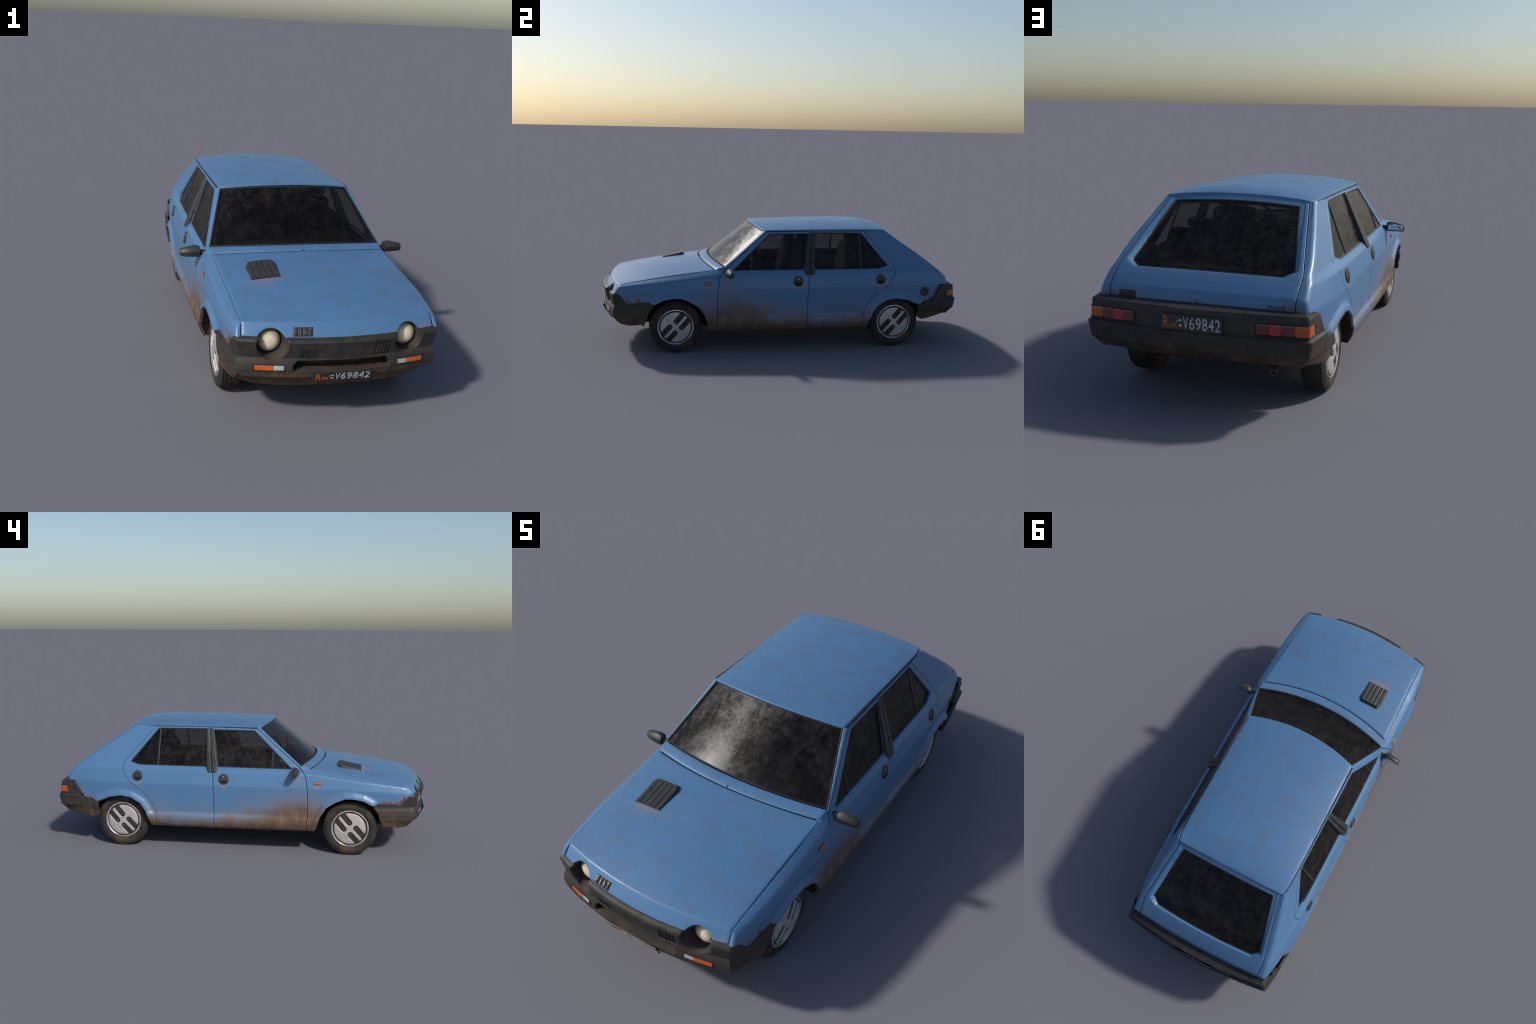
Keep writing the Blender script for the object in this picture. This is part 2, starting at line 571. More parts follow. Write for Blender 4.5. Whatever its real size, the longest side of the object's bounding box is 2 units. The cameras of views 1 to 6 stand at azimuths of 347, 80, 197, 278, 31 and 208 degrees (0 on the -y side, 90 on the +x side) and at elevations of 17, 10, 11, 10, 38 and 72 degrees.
PLATEW = make_simple('white_plate_letters', lin(190, 196, 202), .5, c2=lin(168, 172, 176), scale=80)
PLATEO = make_simple('orange_plate_letters', lin(206, 112, 40), .5, c2=lin(184, 96, 38), scale=80)
CLOTH = make_simple('seat_cloth', lin(40, 38, 38), .9, c2=lin(32, 30, 30), scale=40, bump=.1)
LINING = make_simple('cabin_lining', lin(32, 31, 31), .85, c2=lin(26, 25, 25), scale=20)
UNDER = make_simple('underbody_grime', lin(40, 34, 30), .9, c2=lin(62, 50, 40), scale=12, bump=.3)
DUSTY = make_simple('dusty_black_plastic', lin(46, 41, 37), .8, c2=lin(72, 60, 49), scale=16)
EXH = make_simple('rusty_exhaust_steel', lin(112, 104, 98), .5, .5, lin(120, 72, 52), 30)
MIRROR = make_simple('mirror_glass', lin(210, 216, 224), .05, 1.0)

def make_well():
    m = M('muddy_wheel_housing')
    n = m.noise(40, 5, .7); c = m.noise(13, 5, .65)
    m.set(color=m.mix(n.ramp(.35, .65), lin(58, 44, 33), lin(94, 73, 54)), rough=.95, spec=.1)
    m.bump(m.noise(60, 5, .7), 1.0, .012)
    return m.mat
WELL = make_well()

# ----------------------------------------------------------------------------------------------
# the thing
# ----------------------------------------------------------------------------------------------
CAR = empty('hatchback_car')
CAR['label'] = 'weathered blue five-door hatchback with black plastic bumpers and mud'
CAR['category'] = 'car'

# ---- shared lines (y along the car, nose at -y; z up) ----------------------------------------------
ARCH_F = [(-.719, .272), (-.675, .295), (-.623, .304), (-.584, .3035), (-.534, .284), (-.4855, .2525), (-.453, .198), (-.438, .148), (-.428, .1205)]
ARCH_R = [(.7405, .2455), (.6735, .2735), (.6125, .284), (.554, .2755), (.5005, .244), (.4705, .197), (.4515, .142), (.447, .1205)]
BONNET_EDGE = [(-.903, .373), (-.828, .3855), (-.72, .4025), (-.53, .4285), (-.396, .447)]
TAIL_LINE = [(.561, .650), (.650, .588), (.742, .526), (.831, .462), (.849, .449), (.882, .422), (.9165, .389), (.922, .353)]
NOSE_LINE = [(-.9015, .3727), (-.9245, .3325)]

def ref_width(y):
    s = 0
    for k in (-.03, -.01, .01, .03):
        s = s + tab(y + k, (-1.0, .338), (-.95, .352), (-.85, .372), (-.7, .386), (-.45, .392), (-.28, .396), (-.1, .398), (0, .398), (.1, .397), (.44, .397),
                    (.66, .392), (.77, .383), (.86, .370), (.92, .359), (1.0, .343))
    return s / 4

def side_raw(y, z):
    ref = ref_width(y)
    zsw = tab(y, (-.95, .330), (-.8, .339), (-.72, .345), (-.33, .350), (.3, .353), (1, .353))
    zsh = tab(y, (-.95, .346), (-.889, .365), (-.706, .387), (-.565, .401), (-.46, .415), (-.34, .425), (0, .427), (1, .428))
    dsh = tab(y, (-.9, .009), (-.4, .014), (0, .017), (1, .016))
    ztp = tab(y, (-.95, .366), *BONNET_EDGE, (-.36, .452), (-.33, .447), (1, .448))
    wt = sstep(.60, .80, y)
    dsh = dsh + .003 * wt
    bel = ref - .037 + .006 * wt
    xb = tab(y, (-.95, .333), (-.903, .334), (-.828, .3365), (-.72, .340), (-.53, .345), (-.396, .348), (-.36, .352))
    w = sstep(-.36, -.33, y)
    xtp = xb * (1 - w) + bel * w
    xr = tab(y, (-.4, .2855), (-.12, .2855), (.2, .2855), (.56, .2805), (.9, .279))
    Z = [0 * y + .100, 0 * y + .118, 0 * y + .132, 0 * y + .160, 0 * y + .186, 0 * y + .201, zsw, zsh, ztp, 0 * y + .650, 0 * y + .75]
    Xs = [ref - .045, ref - .022, ref - .007, ref + .005, ref + .0045, ref - .006, ref, ref - dsh, xtp, xr, xr - .039]
    out = Xs[0] + 0 * z
    for k in range(len(Z) - 1):
        t = np.clip((z - Z[k]) / (Z[k + 1] - Z[k]), 0, 1)
        out = np.where(z > Z[k], Xs[k] + (Xs[k + 1] - Xs[k]) * t, out)
    return out

def side_x(y, z):
    y = np.asarray(y, float); z = np.asarray(z, float)
    x = sum(side_raw(y, z + k) for k in (-.003, -.0015, 0, .0015, .003)) / 5
    P = np.stack([y, z], 1)
    for arch, ya, yb in ((ARCH_F, -.9, -.2), (ARCH_R, .3, .95)):
        d = seg_dist(P, arch, closed=False)
        t = np.clip(1 - (d / .031) ** 2, 0, 1)
        x = x + .0155 * t * sstep(.148, .215, z)
    d = seg_dist(P, TAIL_LINE, closed=False)
    r = .016
    x = x - np.where(d < r, r - np.sqrt(np.maximum(r * r - (r - d) ** 2, 0)), 0)
    return x

def side(u, v):
    return np.stack([side_x(u, v), u, v], 1)

# ---- flank panels -----------------------------------------------------------------------------
g = .0013   # half a shut line
DOORF_FRONT = [(-.341, .4525), (-.374, .418), (-.3855, .340), (-.389, .232), (-.3835, .129)]
B_SEAM = [(.1455, .6465), (.114, .421), (.1068, .350), (.1055, .247), (.102, .1315)]
DOOR_REAR = [(.4385, .6445), (.593, .470), (.6035, .451), (.6047, .434), (.5975, .416), (.571, .3665), (.546, .3455), (.505, .317),
             (.4645, .2805), (.4338, .2345), (.4175, .190), (.4155, .1315)]

def shift(line, dy, dz=0):
    return [(a + dy, b + dz) for a, b in line]

WIN_F = round_poly([(-.0975, .633), (.1225, .6345), (.0875, .4465), (-.3045, .4450)], .006, 3)
WIN_R = round_poly([(.1600, .639), (.4225, .6365), (.5665, .4615), (.5180, .4468), (.1435, .4455)], .006, 3)

def off_rows(line, ks, sp, sgn):
    out = []
    for k in ks:
        for p, q in zip(line[:-1], line[1:]):
            p, q = A(*p), A(*q); n = A(-(q - p)[1], (q - p)[0]); n /= np.linalg.norm(n)
            if n[0] * sgn < 0: n = -n
            for t in np.arange(0, 1, sp / np.linalg.norm(q - p)): out.append(tuple(p + (q - p) * t + n * k))
    return out
nose_pts = off_rows(NOSE_LINE, (.0004, .0012, .0025, .0045, .007, .010, .014), .006, 1)
crease_lines = [[(y, float(tab(y, (-.95, .346), (-.889, .365), (-.706, .387), (-.565, .401), (-.46, .415), (-.34, .425))) + k) for y in np.arange(-.90, -.34, .014)] for k in (-.003, .003)]
belt_lines = [[(-.40, z + k), (.62, z + k)] for z in (.427, .447, .186, .201) for k in (-.003, .003)]
fender, _ = panel('fender', shift(BONNET_EDGE[1:], 0, -g * .6) + [(-.349, .4595)] + shift(DOORF_FRONT[:1], -.002, .003) + shift(DOORF_FRONT[1:], -g * 2)
                  + [(-.3855, .1205)] + ARCH_F[::-1] + [(-.742, .274), (-.747, .2815), (-.866, .277), (-.906, .322), (-.9245, .3320), (-.9015, .3720)],
                  side, PAINT, CAR, step=.007, r=.0014, th=.012, lines=crease_lines, fdir=(1, 0, 0), mirror=True, angle=45)

door_f_out = [DOORF_FRONT[0], (-.111, .6425)] + [B_SEAM[0]] + shift(B_SEAM[1:], -g) + DOORF_FRONT[::-1][:-1]
door_f_out = [(-.3405, .4535), (-.1115, .6425), (.1442, .6455)] + shift(B_SEAM[1:], -g) + DOORF_FRONT[::-1][:-1]
DF, DFm = panel('door', door_f_out, side, PAINT, CAR, holes=[WIN_F], step=.008, r=.0016, th=.012, lines=belt_lines, mirror=True)
door_r_out = shift(B_SEAM[:1], g) + DOOR_REAR + shift(B_SEAM[::-1][:-1], g)
DR, DRm = panel('door', door_r_out, side, PAINT, CAR, holes=[WIN_R], step=.008, r=.0016, th=.012, lines=belt_lines, mirror=True)

# quarter panel: flank part plus the strip that turns round onto the tail
def offset_line(line, k):
    L_ = [A(*p) for p in line]; out = []
    for i, p in enumerate(L_):
        t = L_[min(i + 1, len(L_) - 1)] - L_[max(i - 1, 0)]; t /= np.linalg.norm(t)
        out.append(tuple(p + A(t[1], -t[0]) * k))
    return out
rim_lines = [offset_line(TAIL_LINE, k) for k in (.0009, .0022, .0042, .0070, .0105, .0155)]
quarter_out = [(.4415, .6445), (.5605, .6500)] + TAIL_LINE[1:] + [(.878, .350), (.8235, .2605), (.776, .2555), (.772, .247)] + ARCH_R + [(.4185, .1205)] \
    + shift(DOOR_REAR[::-1][:-1], 2 * g)
QP, QPm = panel('quarter_panel', quarter_out, side, PAINT, CAR, step=.008, r=.0004, th=.010, lines=rim_lines, fdir=(.75, .45, .45), mirror=True, angle=60)

# sill under the doors
panel('sill', [(-.3845, .1265), (.4165, .1290), (.4175, .1205), (-.3845, .1205)], side, PAINT, CAR, step=.010, r=.001, th=.03, mirror=True)

# inner skin: closes shut lines, trims the cabin
lin_out = [(-.40, .135), (-.40, .44), (-.335, .452), (-.108, .636), (.44, .638), (.56, .640), (.742, .512), (.84, .440), (.895, .390), (.895, .30),
           (.76, .29), (.70, .30), (.6125, .315), (.54, .30), (.48, .26), (.44, .2), (.43, .135)]
def grow(poly, d):
    c = np.mean(poly, 0)
    return [tuple(A(*p) + (A(*p) - c) / np.linalg.norm(A(*p) - c) * d) for p in poly]
panel('cabin_side_lining', lin_out, side, LINING, CAR, holes=[grow(WIN_F, .004), grow(WIN_R, .004)], step=.016, r=0, th=.004, off=-.0135, mirror=True)
panel('fender_lining', [(-.885, .335), (-.885, .372), (-.72, .394), (-.53, .42), (-.41, .438), (-.40, .30), (-.46, .30), (-.54, .32), (-.62, .335), (-.70, .32), (-.76, .30), (-.86, .30)],
      side, SEAM, CAR, step=.02, r=0, th=.003, off=-.0135, mirror=True)

def win_depth(V, d):
    return -.0045 - .008 * sstep(.40, .58, V[:, 0])

def window_set(outline, doors, divider, bars):
    big = grow(outline, .0015)
    ring_in = []
    o = np.array(outline)
    # inner edge of the seal: offset towards the middle
    c = o.mean(0)
    n = len(o)
    for i in range(n):
        t = o[(i + 1) % n] - o[i - 1]
        nn = A(-t[1], t[0]); nn /= np.linalg.norm(nn)
        if nn @ (c - o[i]) < 0: nn = -nn
        ring_in.append(tuple(o[i] + nn * .0042))
    seal, sealm = panel('window_seal', big, side, RUBBER, doors[0], holes=[ring_in], step=.008, r=.0008, th=.006,
                        offfn=lambda V, d: win_depth(V, d) + .0018, mirror=True, mparent=doors[1])
    panel('side_window', grow(outline, -.001), side, GLASS, doors[0], step=.014, r=0, th=.002, offfn=win_depth, mirror=True, mparent=doors[1])
    for b in bars:
        panel('window_bar', b, side, TRIM, doors[0], step=.008, r=.001, th=.005, offfn=lambda V, d: win_depth(V, d) + .0035, mirror=True, mparent=doors[1])

window_set(WIN_F, (DF, DFm), None, [[(-.2025, .5275), (-.1965, .532), (-.2015, .446), (-.2075, .446)]])
window_set(WIN_R, (DR, DRm), None, [[(.4085, .635), (.4165, .635), (.4165, .4465), (.4080, .4465)]])

# black pillar trims either side of the shut line, prouder towards the belt
def pillar_plane(u, v):
    a = side_x(u, 0 * v + .64) + .0025; b = side_x(u, 0 * v + .421) + .0050
    return np.stack([a + (b - a) * (.64 - v) / .219, u, v], 1)
panel('pillar_trim', [(.1235, .6405), (.1425, .6405), (.1125, .4205), (.0905, .4215), (.0868, .4455)], pillar_plane, TRIM, DF, step=.008, r=.002, th=.016, mirror=True, mparent=DFm)
panel('pillar_trim', [(.1475, .6410), (.1602, .6405), (.1445, .4450), (.1365, .4215), (.1160, .4205)], pillar_plane, TRIM, DR, step=.008, r=.002, th=.016, mirror=True, mparent=DRm)

# rain gutter
gut = [(side_x(A(y), A(.6475))[0] - .0028, y, .6462 - .0018 * max(0, (y - .3) / .26)) for y in np.linspace(-.112, .558, 16)]
o = tube('rain_gutter', gut, .0027, TRIM, CAR, 8); mirrored(o)

# door handles: round recessed cups with a pull bar; the leading pair carries a lock
def disc_on_side(name, cy, cz, rad, mat, parents, off, r=.002, th=.006, hole=None, mirror=True):
    return panel(name, ellipse(cy, cz, rad, rad, 40), side, mat, parents[0], holes=hole or [], step=.006, r=r, th=th, off=off, mirror=mirror, mparent=parents[1])
for cy, cz, rad, dd, lock in ((.051, .386, .0275, (DF, DFm), True), (.517, .390, .0270, (DR, DRm), False)):
    cup = [(cy + rad * .80 * math.cos(a), cz + rad * .80 * math.sin(a)) for a in np.linspace(math.radians(202), math.radians(338), 14)]
    h1, h2 = disc_on_side('door_handle', cy, cz, rad, TRIM, dd, .0042, .003, .008, hole=[cup])
    panel('handle_cup', grow(cup, .001), side, SEAM, h1, step=.006, r=0, th=.001, off=.0005, mirror=True, mparent=h2)
    panel('handle_bar', [(cy - rad * .78, cz - rad * .36), (cy + rad * .78, cz - rad * .36), (cy + rad * .74, cz - rad * .18), (cy - rad * .74, cz - rad * .18)],
          side, TRIM, h1, step=.006, r=.001, th=.004, off=.006, mirror=True, mparent=h2)
    if lock:
        panel('door_lock', ellipse(cy + .001, cz + .0115, .0042, .0042, 16), side, CHROME, h1, step=.004, r=.001, th=.003, off=.0058, mirror=True, mparent=h2)

# filler cap on one flank only
cap = disc_on_side('fuel_cap', .779, .3155, .0262, TRIM, (QP, None), .0035, .003, .006, mirror=False)
for k in range(-3, 4):
    w = math.sqrt(max(0, .020 ** 2 - (k * .0055) ** 2))
    c, s = math.cos(-.55), math.sin(-.55)
    q = [(-w, k * .0055 - .0009), (w, k * .0055 - .0009), (w, k * .0055 + .0009), (-w, k * .0055 + .0009)]
    panel('cap_rib', [(.779 + a * c - b * s, .3155 + a * s + b * c) for a, b in q], side, TRIM, cap, step=.008, r=.0004, th=.002, off=.0045)

# side repeaters
m1, m2 = panel('side_repeater', round_poly([(-.458, .3712), (-.4215, .3712), (-.4215, .3855), (-.458, .3855)], .002, 2), side, RUBBER, fender, step=.008, r=.001, th=.004, off=.0022, mirror=True, mparent=_)
panel('repeater_lens', round_poly([(-.4565, .3727), (-.423, .3727), (-.423, .3840), (-.4565, .3840)], .002, 2), side, ORANGE, m1, step=.006, r=.0018, th=.004, off=.0050, mirror=True, mparent=m2)

# ---- windscreen, pillars, roof -------------------------------------------------------------------------
def screen(u, v):
    a = np.clip(u / .35, -1.2, 1.2); b = v / .30
    q = 1 - a * a
    xl, xu = .351 * a, .273 * a
    yl, yu = -.349 - .056 * q, -.124 - .041 * q
    zl, zu = .4625 + .0175 * q, .6485 + .0220 * q
    return np.stack([xl + (xu - xl) * b, yl + (yu - yl) * b, zl + (zu - zl) * b], 1)
SC = [(-.349, .002), (.349, .002), (.349, .297), (-.349, .297)]
SCI = [(-.3440, .0075), (.3440, .0075), (.3425, .2925), (-.3425, .2925)]
WS = panel('windscreen', [(-.346, .004), (.346, .004), (.346, .294), (-.346, .294)], screen, SCREEN, CAR, step=.016, r=0, th=.002, off=-.005)
panel('windscreen_seal', SC, screen, RUBBER, WS, holes=[SCI], step=.010, r=.0012, th=.010, off=-.0002)

# pillar beside the windscreen: ruled between glass edge and door shut line
def apillar(u, v):
    t = (u / .02)[:, None]; b = v / .30
    p = screen(0 * v + .35, v)
    yd = -.3435 + b * (.2300); zd = .4535 + b * (.1905)
    q = np.stack([side_x(yd, zd), yd, zd], 1)
    bul = (4 * t * (1 - t)) * .0025
    return p + (q - p) * t + bul * A(.75, -.35, .55)
panel('windscreen_pillar', [(0, 0), (.0195, -.002), (.0195, .301), (0, .301)], apillar, PAINT, CAR, step=.006, r=.0012, th=.010, mirror=True)

def roof(u, v):
    zc = tab(v, (-.3, .664), (-.165, .6710), (-.08, .6745), (.03, .6785), (.15, .6825), (.33, .6845), (.43, .6840), (.48, .6820), (.53, .6760), (.574, .6655), (.65, .646))
    xe = tab(v, (-.124, .2775), (.2, .2795), (.45, .278), (.535, .2755), (.57, .2650))
    ze = tab(v, (-.3, .647), (-.12, .6500), (.1, .6535), (.3, .6545), (.48, .6540), (.57, .6502), (.65, .638))
    q = np.clip(np.abs(u) / xe, 0, 1.05)
    return np.stack([u, v, zc - (zc - ze) * q ** 2.35], 1)
def roof_s(u, v):
    return sum(roof(u, v + k) for k in (-.015, -.005, .005, .015)) / 4 * A(1, 1, 1)
front = [(x, -.1275 - .041 * (1 - (x / .273) ** 2)) for x in np.linspace(-.272, .272, 29)]
rear = [(x, .5685 + .004 * (1 - (x / .264) ** 2)) for x in np.linspace(.2645, -.2645, 17)]
edge = [(float(tab(y, (-.124, .2780), (.2, .2800), (.45, .2785), (.535, .2760), (.57, .2650))), y) for y in np.linspace(-.118, .555, 22)]
roof_out = front + edge + rear + [(-a, b) for a, b in edge[::-1]]
ROOF = panel('roof', roof_out, roof_s, PAINT, CAR, step=.012, r=.0022, th=.012, fdir=(0, 0, 1))
panel('headliner', [(-.262, -.10), (.262, -.10), (.25, .55), (-.25, .55)], roof_s, LINING, CAR, step=.03, r=0, th=.004, off=-.014)

# ---- bonnet and cowl -----------------------------------------------------------------------------
VB = .51
def bonnet_raw(u, v):
    q = 1 - np.clip(u / .34, -1.1, 1.1) ** 2
    t = np.clip(v / VB, -.2, 1); n = np.clip((v - VB) / .052, 0, 1.3)
    w = tab(v, (-.1, .3495), (0, .348), (.13, .345), (.32, .340), (.43, .3365), (.51, .334), (.57, .3385))
    yb, zb = -.397 - .058 * q, .447 + .0215 * q
    yc, zc = -.903 - .046 * q, .373 + .0035 * q
    yn, zn = -.931 - .050 * q, .330 + 0 * q
    bul = .0048 * 4 * t * (1 - t) + .0092 * 6.75 * np.clip(t, 0, 1) ** 2 * (1 - t) * np.clip(q, 0, 1) ** .7
    y = yb + (yc - yb) * t + (yn - yc) * n
    z = zb + (zc - zb) * t + bul + (zn - zc) * n
    return np.stack([u / .34 * w, y, z], 1)
def bonnet(u, v):
    return sum(bonnet_raw(u, v + k) for k in (-.003, -.0015, 0, .0015, .003)) / 5
HL = (.2395, .3065, .0525)     # headlight opening: x, z, radius
hl_v = VB + (.3745 - HL[1]) / .0445 * .052
hl_hole = [ellipse(s * HL[0] / .336 * .34, hl_v, HL[2] * 1.01, HL[2] * 1.17, 44) for s in (1, -1)]
rows = [[(-.338, VB + k), (.338, VB + k)] for k in (-.003, 0, .003)]
BON = panel('bonnet', [(-.3392, .0021), (.3392, .0021), (.3392, .563), (-.3392, .563)], bonnet, PAINT, CAR, holes=hl_hole, step=.011, r=.002, th=.010, lines=rows, flip=True)
panel('bonnet_lining', [(-.33, -.01), (.33, -.01), (.33, .50), (-.33, .50)], bonnet, SEAM, CAR, step=.03, r=0, th=.003, off=-.014, flip=True)

def fender_nose(u, v):
    t = u / .02; k = v / .046
    b = bonnet_raw(0 * u + .3405, VB + .052 * k)
    y = NOSE_LINE[0][0] + (NOSE_LINE[1][0] - NOSE_LINE[0][0]) * k; z = NOSE_LINE[0][1] + (NOSE_LINE[1][1] - NOSE_LINE[0][1]) * k
    f = np.stack([side_x(y, z), y, z], 1)
    bul = (4 * t * (1 - t) * .004 * np.clip(k * 2, 0, 1))[:, None] * A(.5, -.85, 0)
    return b + (f - b) * t[:, None] + bul
panel('fender_nose', [(.001, -.001), (.0203, -.001), (.0203, .0465), (.001, .0465)], fender_nose, PAINT, fender, step=.004, r=0, th=.006, mirror=True, mparent=_, flip=True, angle=60)

def cowl(u, v):
    t = (v / .05)[:, None]
    a = bonnet_raw(u, 0 * v); b = screen(u / .34 * .351, 0 * v)
    return a + (b - a) * t + A(0, 0, .002) * 4 * t * (1 - t)
panel('cowl', [(-.3392, .0021), (.3392, .0021), (.340, .0492), (-.340, .0492)], cowl, PAINT, CAR, step=.010, r=.0015, th=.012)
panel('washer_jet', ellipse(0, .006, .0035, .003, 12), cowl, RUBBER, BON, step=.004, r=.001, th=.003, off=.002)

# ---- tailgate -------------------------------------------------------------------------------------
TL = np.array(TAIL_LINE); TS = np.concatenate([[0], np.cumsum(np.linalg.norm(np.diff(TL, axis=0), axis=1))])
TMAX = TS[-1]
def z2s(z): return float(np.interp(-z, -TL[:, 1], TS))
def tail_raw(u, v):
    y = np.interp(v, TS, TL[:, 0]); z = np.interp(v, TS, TL[:, 1])
    y = y + np.where(v < 0, v * .82, 0); z = z - np.where(v < 0, v * .57, 0) - np.where(v > TMAX, v - TMAX, 0)
    q = 1 - np.clip(u / tab(v, (0, .263), (TS[4], .328), (TS[6], .345), (TMAX, .343)), -1.1, 1.1) ** 2
    by = tab(v, (0, .005), (.15, .011), (TS[4], .015), (TMAX, .014))
    bz = tab(v, (0, .0165), (.12, .012), (TS[4], .004), (TS[6], 0))
    return np.stack([u, y + by * q, z + bz * q], 1)
def tail(u, v):
    return sum(tail_raw(u, v + k) for k in (-.003, -.0015, 0, .0015, .003)) / 5
def tail_seam_x(s): return float(tab(s, (0, .2575), (TS[4], .320), (TS[6], .3175), (TMAX, .316)))
seam_s = [.0025] + [float(a) for a in np.linspace(.03, TMAX, 14)]
tg_out = [(tail_seam_x(s) - .0013, s) for s in seam_s] + [(-tail_seam_x(s) + .0013, s) for s in seam_s[::-1]]
s_ = z2s
# glass sits in a shallow recess; the cut corners sit low
RIMT = round_poly([(-.2455, s_(.6405)), (.2455, s_(.6405)), (.2980, s_(.4600)), (.2590, s_(.4440)), (-.2590, s_(.4440)), (-.2980, s_(.4600))], .006, 3)
GLT = [(-.2320, s_(.632)), (.2320, s_(.632)), (.2845, s_(.4655)), (.2500, s_(.4475)), (-.2500, s_(.4475)), (-.2845, s_(.4655))]
GLTI = [(-.2285, s_(.629)), (.2285, s_(.629)), (.2800, s_(.4665)), (.2480, s_(.4505)), (-.2480, s_(.4505)), (-.2800, s_(.4665))]
trow = [[(-.33, TS[k] + d), (.33, TS[k] + d)] for k in (5, 6) for d in (-.003, .003)]
TG = panel('tailgate', tg_out, tail, PAINT, CAR, holes=[RIMT], step=.011, r=.0022, th=.010, lines=trow)
def tg_depth(V, d):
    return -.003 - .005 * sstep(.08, .26, V[:, 1]) - .004 * sstep(.10, .30, V[:, 1]) * sstep(.10, .28, np.abs(V[:, 0]))
rimA = np.array(densify(RIMT, .01)); glA = np.array(GLT)
def rec(V, d):
    a = seg_dist(V, rimA); b = seg_dist(V, glA)
    return -.0012 + (tg_depth(V, d) + .0012) * sstep(0, 1, a / np.maximum(a + b, 1e-6))
panel('window_recess', RIMT, tail, PAINT, TG, holes=[GLT], step=.006, r=0, th=.004, offfn=rec)
TGW = panel('tailgate_window', grow(GLT, .001), tail, GLASS, TG, step=.016, r=0, th=.002, off=-.0010, offfn=tg_depth)
panel('window_seal', grow(GLT, .0015), tail, RUBBER, TGW, holes=[GLTI], step=.008, r=.0008, th=.004, off=.0006, offfn=tg_depth)
panel('tail_lock', ellipse(.003, z2s(.364), .005, .005, 16), tail, BOLT, TG, step=.004, r=.001, th=.003, off=.002)

# strip of quarter panel facing backwards, between the rounded edge and the shut line
def edge_x(s):
    y = np.interp(s, TS, TL[:, 0]); z = np.interp(s, TS, TL[:, 1])
    return float(side_x(A(y), A(z))[0])
es = [float(a) for a in np.linspace(.0, TMAX, 26)]
def tail_edge(u, v):
    p = tail(u, v)
    ex = np.array([edge_x(min(max(a, 0), TMAX)) for a in v]); y0 = np.interp(v, TS, TL[:, 0]); z0 = np.interp(v, TS, TL[:, 1])
    q = np.stack([u, y0, z0], 1)
    sx = np.array([tail_seam_x(a) for a in v])
    t = np.clip((u - sx) / np.maximum(ex - sx, 1e-4), 0, 1)[:, None]
    return p + (q - p) * t * t
strip_out = [(tail_seam_x(s) + .0013, s) for s in es] + [(edge_x(s) + .0004, s) for s in es[::-1]]
panel('quarter_panel_return', strip_out, tail_edge, PAINT, QP, step=.006, r=0, th=.008, mirror=True, mparent=QPm)
panel('tailgate_lining', [(-.25, .0), (.25, .0), (.33, TS[4]), (.33, TMAX), (-.33, TMAX), (-.33, TS[4])], tail, LINING, CAR,
      holes=[grow(GLT, -.004)], step=.02, r=0, th=.003, off=-.0165)

